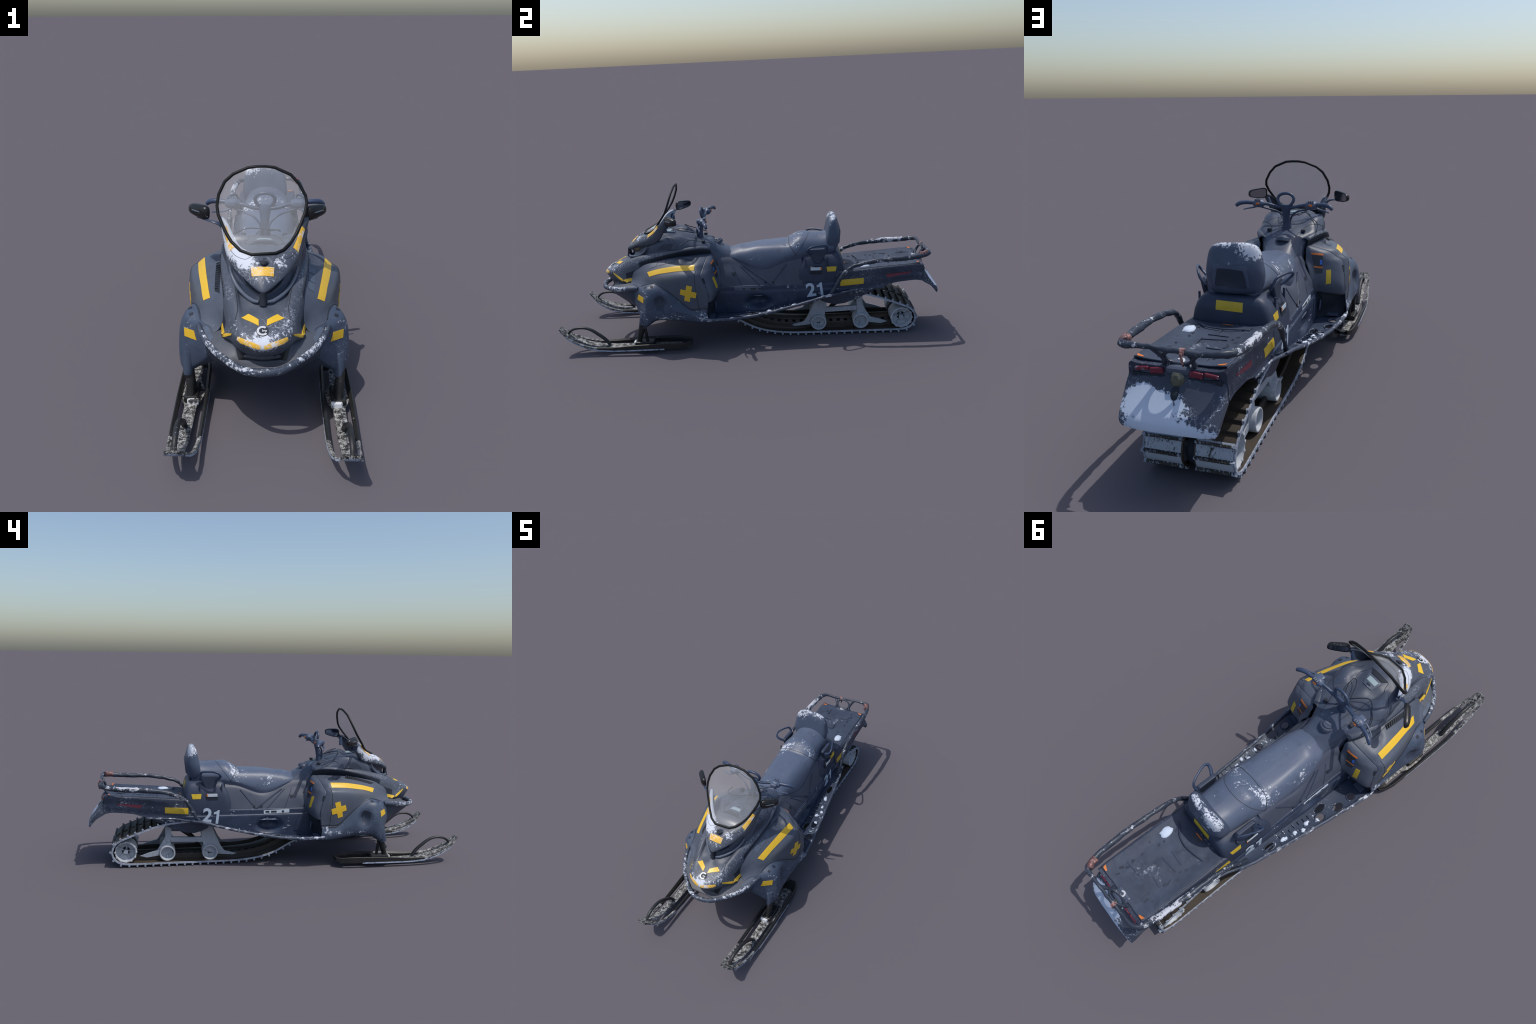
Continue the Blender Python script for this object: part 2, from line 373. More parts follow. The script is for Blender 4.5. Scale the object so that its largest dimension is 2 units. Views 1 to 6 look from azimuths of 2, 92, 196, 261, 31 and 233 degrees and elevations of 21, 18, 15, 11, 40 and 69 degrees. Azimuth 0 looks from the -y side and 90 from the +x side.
def drape(o, tree, lift=.0006):
    """lay a lettering mesh on a surface, keeping its small thickness"""
    n = o.data.vertices[0].co * 0
    for v in o.data.vertices:
        q, nn, _, _ = tree.find_nearest(v.co)
        v.co = q + nn * (lift if (v.co - q).dot(nn) > 0 or True else lift)
    return o

def frame(origin, right, up):
    r = Vector(right).normalized(); u = Vector(up); u = (u - r * u.dot(r)).normalized(); n = r.cross(u)
    m = Matrix((r, u, n)).transposed().to_4x4(); m.translation = Vector(origin); return m

# ------------------------------------------------------------------ hood
hood_half = [
    [(0, -.764, .322), (.03, -.760, .322), (.06, -.746, .323), (.085, -.718, .326), (.10, -.69, .33), (.118, -.665, .331), (.135, -.63, .331)],
    [(0, -.778, .343), (.03, -.774, .344), (.06, -.761, .347), (.085, -.737, .350), (.103, -.71, .350), (.122, -.683, .341), (.137, -.645, .336)],
    [(0, -.790, .362), (.03, -.786, .364), (.06, -.772, .369), (.080, -.753, .376), (.094, -.730, .380), (.110, -.705, .362), (.132, -.665, .340)],
    [(0, -.780, .381), (.03, -.777, .382), (.058, -.765, .386), (.078, -.744, .391), (.093, -.720, .391), (.108, -.698, .372), (.130, -.655, .336)],
    [(0, -.748, .400), (.03, -.746, .401), (.055, -.739, .402), (.075, -.724, .406), (.092, -.703, .406), (.108, -.682, .384), (.133, -.645, .337)],
    [(0, -.690, .427), (.03, -.688, .426), (.060, -.684, .423), (.078, -.672, .432), (.098, -.656, .433), (.117, -.645, .407), (.138, -.615, .338)],
    [(0, -.640, .447), (.035, -.637, .444), (.070, -.630, .440), (.084, -.62, .454), (.108, -.61, .454), (.127, -.60, .424), (.140, -.585, .348)],
    [(0, -.55, .475), (.04, -.55, .472), (.080, -.55, .462), (.096, -.545, .478), (.121, -.54, .475), (.138, -.535, .446), (.126, -.53, .41)],
    [(0, -.45, .49), (.04, -.45, .492), (.085, -.45, .496), (.112, -.45, .503), (.138, -.448, .496), (.150, -.447, .474), (.126, -.445, .44)],
    [(0, -.35, .50), (.04, -.35, .505), (.085, -.35, .515), (.125, -.35, .520), (.148, -.348, .512), (.154, -.347, .498), (.124, -.345, .46)],
    [(0, -.26, .49), (.04, -.26, .495), (.08, -.26, .507), (.115, -.258, .519), (.135, -.255, .516), (.139, -.254, .503), (.112, -.25, .46)],
    [(0, -.20, .47), (.03, -.20, .475), (.06, -.20, .49), (.09, -.20, .505), (.108, -.198, .503), (.112, -.197, .49), (.095, -.19, .45)],
]
Gh = surf([sym(s) for s in hood_half], 5, 4)
for s in (-1, 1):      # two shallow steps in the hood floor in front of the lamp pod
    Gh = dent(Gh, (s * .035, -.662, .44), (.032, .03, .05), (0, .001, -.004))
nr, nc = Gh.shape[:2]; fl_faces = []; hd_faces = []
for k_, f_ in enumerate(gfaces(nr, nc)):
    i_, j_ = divmod(k_, nc - 1)
    (fl_faces if (i_ >= 32 and (j_ < 5 or j_ >= nc - 6)) else hd_faces).append(f_)
hood = new('hood', Gh.reshape(-1, 3), hd_faces, 'hood', None, angle=50)
flange = new('hood_flange', Gh.reshape(-1, 3), fl_faces, 'recess', hood, angle=50)
solid(hood, .003)
T_hood = bvh(hood)

# ------------------------------------------------------------------ cowl (lamp pod surround that carries the windshield)
cowl_half = [
    [(0, -.535, .572), (0, -.560, .571), (0, -.595, .556), (0, -.625, .532), (0, -.650, .505), (0, -.660, .488), (0, -.648, .480)],
    [(.030, -.532, .573), (.033, -.555, .572), (.036, -.588, .557), (.036, -.615, .533), (.032, -.636, .508), (.028, -.641, .494), (.026, -.628, .487)],
    [(.064, -.512, .577), (.070, -.530, .580), (.078, -.553, .567), (.080, -.578, .545), (.075, -.595, .524), (.068, -.598, .515), (.060, -.585, .510)],
    [(.085, -.494, .590), (.094, -.505, .594), (.106, -.517, .582), (.113, -.527, .560), (.111, -.533, .538), (.104, -.533, .526), (.092, -.522, .524)],
    [(.103, -.472, .616), (.111, -.479, .618), (.121, -.482, .607), (.129, -.483, .588), (.131, -.480, .566), (.127, -.474, .551), (.112, -.466, .549)],
    [(.116, -.452, .638), (.124, -.458, .642), (.132, -.458, .636), (.138, -.454, .622), (.140, -.448, .604), (.136, -.440, .590), (.122, -.436, .589)],
    [(.128, -.432, .650), (.136, -.438, .655), (.142, -.437, .652), (.147, -.432, .644), (.148, -.426, .634), (.144, -.420, .627), (.134, -.420, .630)],
    [(.140, -.415, .656), (.144, -.420, .660), (.149, -.419, .659), (.152, -.415, .655), (.153, -.410, .650), (.150, -.406, .647), (.144, -.408, .650)],
]
full = []
for s in cowl_half[:0:-1]: full.append([(-x, y, z) for x, y, z in s])
full += cowl_half
Gc = surf(full, 5, 4)
Gc = dent(Gc, (0.004, -.585, .556), (.022, .022, .03), (0, .012, -.012))
cowl = grid('cowl', Gc, 'cowl', angle=50); solid(cowl, .003)
T_cowl = bvh(cowl)
lathe_dark = tube('air_intake', [(-.013, -.578, .5565), (0, -.583, .5535), (.014, -.578, .5565)], [.005, .0085, .005], 'recess', cowl, sides=10)

# headlights under the brow
for s in (1, -1):
    up = [(.010, -.640, .487), (.028, -.628, .492), (.060, -.587, .511), (.085, -.548, .522), (.100, -.520, .524)]
    lo = [(.012, -.645, .449), (.032, -.632, .450), (.064, -.600, .458), (.088, -.562, .475), (.100, -.528, .498)]
    mid = [tuple((np.array(a) + np.array(b)) / 2 + np.array((-.004, .012, 0))) for a, b in zip(up, lo)]
    G = surf([up, mid, lo], 5, 4) * np.array([s, 1, 1])
    hl = grid('headlight', G, 'lens')
    rim = [(x * s, y - .002, z) for x, y, z in [(.013, -.650, .452), (.032, -.637, .450), (.062, -.606, .458), (.088, -.570, .474), (.106, -.540, .500), (.112, -.528, .524)]]
    tube('headlight_bezel', rim, [.005, .007, .007, .007, .006, .004], 'bezel', hl, sides=8)
tube('lamp_pod_bar', [(0, -.652, .486), (0, -.652, .466), (0, -.655, .443)], [.009, .011, .013], 'recess', cowl, sides=8)

# ------------------------------------------------------------------ dashboard and console
dash_half = [
    [(0, -.60, .50), (.02, -.60, .50), (.04, -.59, .495), (.055, -.585, .485), (.065, -.58, .47), (.066, -.58, .45)],
    [(0, -.56, .556), (.035, -.56, .552), (.065, -.555, .525), (.084, -.55, .506), (.096, -.545, .487), (.10, -.54, .463)],
    [(0, -.50, .578), (.04, -.50, .576), (.080, -.50, .562), (.107, -.50, .541), (.119, -.50, .516), (.119, -.50, .48)],
    [(0, -.455, .578), (.04, -.455, .575), (.085, -.45, .564), (.113, -.45, .560), (.128, -.45, .538), (.130, -.45, .498)],
    [(0, -.425, .578), (.045, -.425, .573), (.092, -.42, .572), (.121, -.42, .574), (.137, -.42, .545), (.139, -.42, .506)],
    [(0, -.385, .571), (.045, -.385, .562), (.095, -.388, .573), (.126, -.388, .572), (.143, -.388, .548), (.146, -.388, .512)],
    [(0, -.350, .565), (.045, -.350, .560), (.090, -.35, .571), (.122, -.352, .566), (.141, -.352, .538), (.146, -.35, .512)],
    [(0, -.305, .551), (.045, -.305, .547), (.085, -.30, .549), (.112, -.305, .546), (.133, -.305, .528), (.138, -.30, .508)],
    [(0, -.265, .538), (.045, -.265, .535), (.082, -.265, .531), (.112, -.265, .529), (.130, -.265, .518), (.126, -.26, .500)],
    [(0, -.225, .526), (.04, -.225, .525), (.072, -.225, .519), (.096, -.225, .513), (.108, -.225, .500), (.103, -.22, .46)],
    [(0, -.185, .512), (.03, -.185, .512), (.053, -.185, .507), (.075, -.185, .494), (.088, -.185, .470), (.094, -.18, .41)],
    [(0, -.145, .489), (.03, -.145, .488), (.05, -.145, .482), (.066, -.145, .466), (.078, -.145, .44), (.098, -.14, .38)],
    [(0, -.105, .470), (.03, -.105, .468), (.05, -.105, .462), (.068, -.103, .447), (.080, -.103, .425), (.104, -.10, .365)],
    [(0, -.06, .45), (.03, -.06, .45), (.05, -.06, .445), (.068, -.06, .43), (.085, -.06, .405), (.104, -.05, .355)],
]
Gd = surf([sym(s) for s in dash_half], 5, 5)
for s in (-1, 1):
    Gd = dent(Gd, (s * .062, -.40, .585), (.022, .08, .06), (0, 0, -.006))
nsplit = int(8.6 * 5)
dash = grid('dashboard', Gd[:nsplit + 1], 'dash', angle=45)
tank = grid('fuel_tank_cover', Gd[nsplit:], 'tank', angle=45)
T_dash = bvh(dash, tank)
for s in (1, -1):
    f = (lambda P: P) if s > 0 else mx
    quad_decal('side_facet', f([(.128, -.475, .505), (.140, -.440, .545), (.150, -.385, .545), (.147, -.400, .512)]), T_dash, 'facet', dash, lift=.0008)
    quad_decal('side_facet', f([(.151, -.378, .546), (.142, -.318, .536), (.140, -.300, .516), (.147, -.372, .514)]), T_dash, 'tank', dash, lift=.0008)
    quad_decal('top_facet', f([(.060, -.350, .565), (.095, -.400, .578), (.125, -.395, .578), (.110, -.300, .55)]), T_dash, 'tank', dash, lift=.0008)
# display with raised surround
dn = Vector((0, -.02, 1)); 
bz = [(-.034, -.438, .59), (.034, -.438, .59), (.040, -.410, .59), (.030, -.384, .60), (-.030, -.384, .60), (-.040, -.410, .59)]
quad_decal('display_surround', [(-.038, -.442, .588), (.038, -.442, .588), (.032, -.386, .6), (-.032, -.386, .6)], T_dash, 'bezel', dash, lift=.004)
quad_decal('display', [(-.026, -.433, .588), (.026, -.433, .588), (.026, -.410, .59), (-.026, -.410, .59)], T_dash, 'screen', dash, lift=.0055)
quad_decal('display_button', [(-.012, -.402, .59), (.012, -.402, .59), (.010, -.393, .6), (-.010, -.393, .6)], T_dash, 'recess', dash, lift=.005)
quad_decal('gauge_hood', [(-.045, -.470, .57), (.045, -.470, .57), (.030, -.448, .58), (-.030, -.448, .58)], T_dash, 'recess', dash, lift=.003)
# cable laid over the console
tube('brake_cable', [(.03, -.262, .555), (-.01, -.31, .578), (-.06, -.35, .593), (-.10, -.33, .57), (-.13, -.30, .552), (-.14, -.24, .527)], .0022, 'recess', dash, sides=6)
tube('throttle_cable', [(.02, -.285, .562), (.05, -.33, .582), (.055, -.37, .59), (.03, -.36, .594), (.0, -.30, .572)], .0018, 'recess', dash, sides=6)
# key switch blocks on the console sides
for x, y, z in ((.075, -.235, .529), (-.08, -.24, .53)):
    box('switch', (x, y, z), (.018, .018, .012), 'recess', dash, bevel=.003)
# fuel cap
cap_m = Matrix.Translation((CX - .007, -.172, .503)) @ Matrix.Rotation(math.radians(22), 4, 'X')
def cap_profile(name, prof, mat, parent, n=28):
    a = np.arange(n) / n * 2 * math.pi
    V = [tuple(cap_m @ Vector((r * math.cos(t), r * math.sin(t), h))) for r, h in prof for t in a]
    f = gfaces(len(prof), n, True) + [tuple(range((len(prof) - 1) * n, len(prof) * n))]
    return new(name, V, f, mat, parent, shift=False, angle=30)
cap = cap_profile('fuel_cap', [(.031, -.01), (.031, .004), (.027, .008), (.023, .004), (.021, .004), (.021, .010), (.018, .013)], 'tank', tank)
box('fuel_cap_grip', tuple(cap_m @ Vector((0, 0, .013)) - Vector((CX, 0, 0))), (.030, .010, .010), 'bezel', cap, rot=Matrix.Rotation(math.radians(22), 3, 'X') @ Matrix.Rotation(.35, 3, 'Z'))

# ------------------------------------------------------------------ side panels, fenders, belly
side = [
    [(.136, -.622, .350), (.138, -.623, .347), (.141, -.624, .344), (.144, -.626, .341), (.149, -.628, .337), (.157, -.630, .333), (.168, -.630, .328), (.184, -.624, .312), (.189, -.612, .262), (.181, -.603, .220), (.10, -.606, .208), (0, -.606, .205)],
    [(.122, -.610, .402), (.129, -.610, .394), (.136, -.609, .380), (.141, -.609, .366), (.149, -.608, .353), (.161, -.607, .343), (.175, -.606, .336), (.188, -.606, .318), (.192, -.605, .262), (.184, -.60, .215), (.10, -.60, .215), (0, -.60, .215)],
    [(.125, -.582, .418), (.135, -.582, .408), (.146, -.582, .392), (.156, -.582, .375), (.170, -.581, .358), (.188, -.580, .346), (.203, -.579, .338), (.221, -.578, .318), (.230, -.580, .255), (.238, -.570, .160), (.17, -.57, .200), (0, -.57, .215)],
    [(.128, -.556, .433), (.140, -.556, .424), (.157, -.556, .404), (.171, -.556, .385), (.188, -.556, .365), (.203, -.556, .350), (.213, -.556, .342), (.247, -.550, .325), (.262, -.550, .265), (.271, -.556, .140), (.20, -.55, .175), (0, -.55, .205)],
    [(.130, -.522, .446), (.146, -.522, .437), (.181, -.522, .407), (.201, -.518, .388), (.212, -.516, .373), (.218, -.514, .363), (.224, -.512, .356), (.268, -.520, .338), (.290, -.522, .270), (.284, -.535, .140), (.19, -.52, .175), (0, -.52, .20)],
    [(.132, -.476, .456), (.150, -.476, .448), (.191, -.476, .421), (.212, -.475, .403), (.227, -.475, .386), (.234, -.475, .373), (.240, -.475, .360), (.274, -.478, .332), (.295, -.478, .262), (.280, -.485, .172), (.15, -.47, .175), (0, -.47, .20)],
    [(.134, -.42, .466), (.154, -.42, .460), (.201, -.42, .434), (.224, -.42, .413), (.246, -.42, .392), (.254, -.42, .360), (.258, -.42, .330), (.271, -.42, .303), (.288, -.42, .240), (.275, -.42, .172), (.15, -.42, .168), (0, -.42, .19)],
    [(.133, -.36, .471), (.156, -.36, .468), (.211, -.36, .444), (.235, -.36, .424), (.262, -.36, .398), (.269, -.36, .342), (.268, -.36, .278), (.275, -.36, .258), (.288, -.36, .212), (.272, -.36, .166), (.15, -.36, .155), (0, -.36, .18)],
    [(.126, -.30, .473), (.150, -.30, .471), (.219, -.30, .449), (.244, -.30, .428), (.273, -.30, .404), (.282, -.30, .318), (.276, -.30, .226), (.280, -.30, .212), (.288, -.30, .188), (.272, -.30, .156), (.15, -.30, .14), (0, -.30, .17)],
    [(.115, -.25, .475), (.138, -.25, .473), (.218, -.255, .452), (.247, -.26, .429), (.276, -.262, .405), (.286, -.248, .315), (.279, -.25, .226), (.281, -.245, .210), (.287, -.24, .186), (.274, -.24, .150), (.15, -.24, .14), (0, -.24, .16)],
    [(.108, -.215, .473), (.128, -.215, .470), (.195, -.222, .450), (.230, -.231, .426), (.262, -.238, .400), (.276, -.205, .312), (.281, -.212, .226), (.283, -.216, .208), (.285, -.212, .184), (.274, -.210, .150), (.15, -.205, .14), (0, -.20, .15)],
]
Gs = surf(side, 5, 5)
def side_grid(s):
    G = Gs.copy()
    G = dent(G, (.283, -.455, .262), (.03, .055, .055), (-.022, 0, 0))          # hollow behind the fender
    if s > 0: G = dent(G, (.185, -.305, .468), (.05, .045, .05), (-.006, 0, -.014))
    else: G = dent(G, (.170, -.315, .470), (.035, .03, .05), (-.004, 0, -.009))
    return G * np.array([s, 1, 1])
panels = {}; fenders = {}
for s in (1, -1):
    G = side_grid(s)
    panels[s] = solid(grid('side_panel', G[:, :6 * 5 + 1], 'panel', angle=50), .003)
    fenders[s] = solid(grid('fender', G[:, 6 * 5:9 * 5 + 1], 'fender', angle=50), .003)
belly = grid('belly_pan', np.concatenate([side_grid(-1)[:, 9 * 5:], side_grid(1)[:, ::-1][:, :-9 * 5][:, 1:]], 1), 'belly')
T_side = {s: bvh(panels[s], fenders[s]) for s in (1, -1)}
front_ring = [side[0][k] for k in range(3, 12)]

# rear (knee) face of each panel and the footwell below it
knee = [
    [(.108, -.215, .473), (.128, -.215, .470), (.195, -.222, .450), (.230, -.231, .426), (.262, -.238, .400), (.276, -.205, .312), (.280, -.206, .262)],
    [(.106, -.200, .471), (.126, -.199, .467), (.184, -.202, .447), (.216, -.208, .423), (.248, -.214, .398), (.264, -.184, .312), (.266, -.190, .264)],
    [(.105, -.190, .462), (.124, -.188, .458), (.167, -.188, .441), (.194, -.189, .418), (.222, -.194, .392), (.238, -.171, .312), (.238, -.179, .268)],
    [(.106, -.182, .446), (.120, -.181, .442), (.146, -.179, .427), (.166, -.178, .407), (.186, -.177, .382), (.197, -.162, .316), (.198, -.170, .272)],
    [(.107, -.176, .424), (.116, -.175, .421), (.128, -.172, .411), (.140, -.169, .396), (.152, -.165, .372), (.160, -.156, .322), (.162, -.164, .275)],
    [(.108, -.165, .40), (.112, -.162, .398), (.118, -.157, .392), (.124, -.152, .380), (.130, -.148, .360), (.136, -.144, .325), (.14, -.150, .278)],
]
Gk = surf(knee, 5, 5)
T_knee = {}
for s in (1, -1):
    k = solid(grid('knee_panel', Gk * np.array([s, 1, 1]), 'panel', panels[s], angle=50), .003)
    T_knee[s] = bvh(k)
    ring = np.array([(.276, -.211, .182), (.278, -.213, .226), (.277, -.206, .256), (.250, -.186, .266), (.20, -.170, .274), (.165, -.163, .278), (.150, -.166, .270), (.150, -.175, .22), (.150, -.185, .155), (.20, -.195, .150), (.262, -.205, .152)])
    c = np.array([.205, -.20, .215]); deep = []
    for fy, sc in ((0, 1), (-.006, .93), (-.011, .80), (-.013, .4)):
        q = c + (ring - c) * np.array([sc, 1, sc]); q[:, 1] += fy; deep.append(q)
    G = np.array(deep); G = np.swapaxes(crom(np.swapaxes(G, 0, 1), 3, True), 0, 1)
    fw = grid('footwell', G * np.array([s, 1, 1]), 'recess', panels[s], closed=True, caps=(False, True))  # shallow pocket in a dark colour
    tube('foot_hook', [(s * .168, -.182, .19), (s * .176, -.186, .24), (s * .205, -.196, .252), (s * .235, -.212, .245)], .005, 'navy_lit', fw, sides=8)
    box('toe_plate', (s * .225, -.20, .166), (.05, .03, .008), 'tank', fw)

# ------------------------------------------------------------------ nose tray, chin, bumper loop and pan under the nose
bump_half = [(0, -.806, .289), (.055, -.794, .290), (.102, -.758, .295), (.155, -.705, .307), (.195, -.640, .320), (.218, -.574, .330)]
bump_path = [(-x, y, z) for x, y, z in bump_half[:0:-1]] + bump_half
bumper = tube('bumper', bump_path, [.008, .0095, .010, .0105, .0105, .0115, .0105, .0105, .010, .0095, .008], 'bumper', n=8, sides=10, lump=.0012, flat=1.25)
tray_half = [
    [(.0, -.761, .326), (.03, -.757, .326), (.06, -.743, .326), (.085, -.715, .329), (.10, -.688, .331), (.118, -.662, .333), (.135, -.628, .336), (.150, -.585, .345)],
    [(.0, -.758, .309), (.03, -.754, .310), (.062, -.742, .313), (.090, -.715, .322), (.110, -.692, .327), (.131, -.662, .330), (.153, -.625, .334), (.172, -.583, .338)],
    [(.0, -.745, .292), (.033, -.743, .293), (.072, -.742, .298), (.100, -.733, .307), (.125, -.702, .318), (.150, -.668, .324), (.173, -.625, .330), (.190, -.582, .336)],
    [(.0, -.768, .280), (.036, -.768, .281), (.080, -.772, .286), (.110, -.748, .297), (.140, -.715, .307), (.168, -.676, .315), (.193, -.63, .322), (.206, -.58, .332)],
]
Gt = surf([sym(s) for s in tray_half], 4, 5)
tray = solid(grid('nose_tray', Gt, 'tray', angle=40), .003)
T_tray = bvh(tray)
pan_half = [
    [(0, -.768, .280), (.036, -.768, .281), (.080, -.772, .286), (.110, -.750, .296), (.140, -.717, .305), (.168, -.678, .313), (.193, -.632, .320), (.200, -.585, .330)],
    [(0, -.752, .262), (.036, -.752, .262), (.078, -.750, .264), (.108, -.730, .270), (.138, -.700, .276), (.165, -.664, .280), (.190, -.628, .284), (.200, -.590, .29)],
    [(0, -.715, .236), (.036, -.715, .236), (.075, -.710, .236), (.105, -.695, .238), (.133, -.672, .241), (.160, -.645, .245), (.186, -.618, .250), (.200, -.585, .256)],
    [(0, -.672, .208), (.036, -.672, .208), (.075, -.667, .208), (.105, -.655, .209), (.133, -.638, .212), (.160, -.618, .216), (.184, -.600, .220), (.197, -.575, .225)],
    [(0, -.630, .196), (.036, -.63, .196), (.075, -.625, .196), (.10, -.615, .196), (.125, -.605, .196), (.15, -.590, .196), (.175, -.575, .195), (.190, -.555, .20)],
    [(0, -.580, .195), (.036, -.58, .195), (.075, -.58, .195), (.10, -.575, .195), (.125, -.57, .194), (.15, -.56, .192), (.175, -.55, .190), (.190, -.53, .19)],
]
pan = solid(grid('nose_pan', surf([sym(s) for s in pan_half], 4, 4), 'belly'), .003)
# black patch on the tray under the hood lip
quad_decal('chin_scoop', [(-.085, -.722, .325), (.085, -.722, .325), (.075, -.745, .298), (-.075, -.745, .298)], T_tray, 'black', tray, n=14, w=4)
for s in (1, -1):
    quad_decal('tray_insert', [(s * .187, -.59, .337), (s * .20, -.60, .33), (s * .168, -.672, .316), (s * .158, -.655, .319)], T_tray, 'bezel', tray)

# leg sleeves at the foot of the fenders and the ski legs
for s in (1, -1):
    rows = []
    for z, cx, cy, rx, ry in ((.215, .252, -.532, .028, .036), (.185, .259, -.544, .024, .028), (.160, .2615, -.553, .020, .023), (.140, .262, -.560, .017, .020), (.130, .262, -.562, .016, .018)):
        a = np.arange(16) / 16 * 2 * math.pi
        rows.append([(cx + rx * math.cos(t), cy + ry * math.sin(t), z - .004 * math.sin(t)) for t in a])
    grid('leg_sleeve', np.array(rows) * np.array([s, 1, 1]), 'fender', fenders[s], closed=True, caps=(True, True))

# ------------------------------------------------------------------ tapes, louvres, labels on the bodywork
def strip(name, c, tree, mat, parent, **kw): return quad_decal(name, c, tree, mat, parent, **kw)
for s in (1, -1):
    f = (lambda P: P) if s > 0 else mx
    decal('reflective_strip', f([(.223, -.268, .449), (.211, -.36, .444), (.196, -.45, .428), (.179, -.525, .404)]), f([(.246, -.271, .425), (.235, -.36, .421), (.218, -.45, .407), (.202, -.510, .386)]), T_side[s], 'yellow', panels[s], n=26, w=4)
    # first-aid style cross from one upright and two arms
    # axes of the cross on the panel: v = up, u = towards the rear
    cc = np.array([.281, -.306, .316]); v = np.array([0, .010, .042]); u = np.array([0, .042, -.009]); h = .36
    def q(a0, a1, b0, b1): return f([tuple(cc + u * a + v * b) for a, b in ((a0, b0), (a1, b0), (a1, b1), (a0, b1))])
    quad_decal('cross_upright', q(-h, h, -1, 1), T_side[s], 'yellow', panels[s], n=6, w=12)
    for a0, a1 in ((-1, -h - .004), (h + .004, 1)): quad_decal('cross_arm', q(a0, a1, -h, h), T_side[s], 'yellow', panels[s])
    quad_decal('reflective_strip', f([(.230, -.566, .302), (.270, -.534, .297), (.272, -.544, .268), (.224, -.581, .274)]), T_side[s], 'yellow', fenders[s])
    quad_decal('reflective_strip', f([(.197, -.180, .374), (.216, -.190, .374), (.217, -.185, .314), (.198, -.172, .314)]), T_knee[s], 'yellow_aged', panels[s])
    # warning label with orange bars
    quad_decal('warning_label', f([(.132, -.183, .438), (.178, -.194, .432), (.180, -.182, .358), (.150, -.170, .356)]), T_knee[s], 'ink', panels[s], lift=.0008)
    quad_decal('label_bar', f([(.130, -.184, .447), (.180, -.195, .441), (.180, -.194, .433), (.131, -.183, .439)]), T_knee[s], 'orange', panels[s])
    quad_decal('label_bar', f([(.142, -.176, .390), (.180, -.187, .386), (.180, -.186, .379), (.142, -.176, .383)]), T_knee[s], 'orange', panels[s])
    for zz in (.412, .401): quad_decal('label_pictogram', f([(.168, -.187, zz + .004), (.177, -.190, zz + .004), (.177, -.189, zz - .005), (.168, -.186, zz - .005)]), T_knee[s], 'blue', panels[s], lift=.0016)
    # slots in the rounded rear corner
    for zz in (.375, .335, .297):
        quad_decal('corner_slot', f([(.258, -.222, zz + .014), (.268, -.233, zz + .014), (.271, -.229, zz - .016), (.261, -.218, zz - .016)]), T_knee[s], 'recess', panels[s], lift=.0008)
    # chevron on the chin, two strips meeting at a corner
    quad_decal('reflective_strip', f([(.134, -.622, .360), (.131, -.671, .352), (.133, -.677, .338), (.139, -.622, .344)]), T_hood, 'yellow', hood, lift=.0022)
    quad_decal('reflective_strip', f([(.130, -.672, .353), (.095, -.730, .381), (.098, -.728, .374), (.132, -.678, .338)]), T_hood, 'yellow', hood, lift=.0022)
    quad_decal('reflective_strip', f([(.046, -.684, .428), (.066, -.700, .424), (.012, -.731, .409), (.013, -.708, .418)]), T_hood, 'yellow', hood, lift=.0016)
    quad_decal('reflective_strip', f([(.006, -.790, .374), (.077, -.757, .387), (.080, -.757, .373), (.006, -.792, .361)]), T_hood, 'yellow_frost', hood, n=14)
    quad_decal('side_lamp_panel', f([(.118, -.655, .382), (.134, -.602, .402), (.134, -.610, .366), (.126, -.655, .357)]), T_hood, 'recess', hood, lift=.0008)
    decal('reflective_strip', f([(.126, -.466, .645), (.112, -.497, .615), (.097, -.522, .590)]), f([(.138, -.458, .628), (.125, -.490, .595), (.113, -.522, .570)]), T_cowl, 'yellow_frost', cowl, n=14)
    # fender latches
    for yy, xx, zz in ((-.487, .246, .350), (-.522, .240, .348)):
        quad_decal('latch', f([(xx, yy, zz), (xx + .014, yy, zz - .007), (xx + .012, yy - .014, zz - .007), (xx, yy - .014, zz)]), T_side[s], 'recess', fenders[s], lift=.0008)
quad_decal('reflective_strip', [(-.040, -.600, .548), (.034, -.600, .548), (.032, -.622, .526), (-.036, -.622, .526)], T_cowl, 'yellow_frost', cowl, n=14)

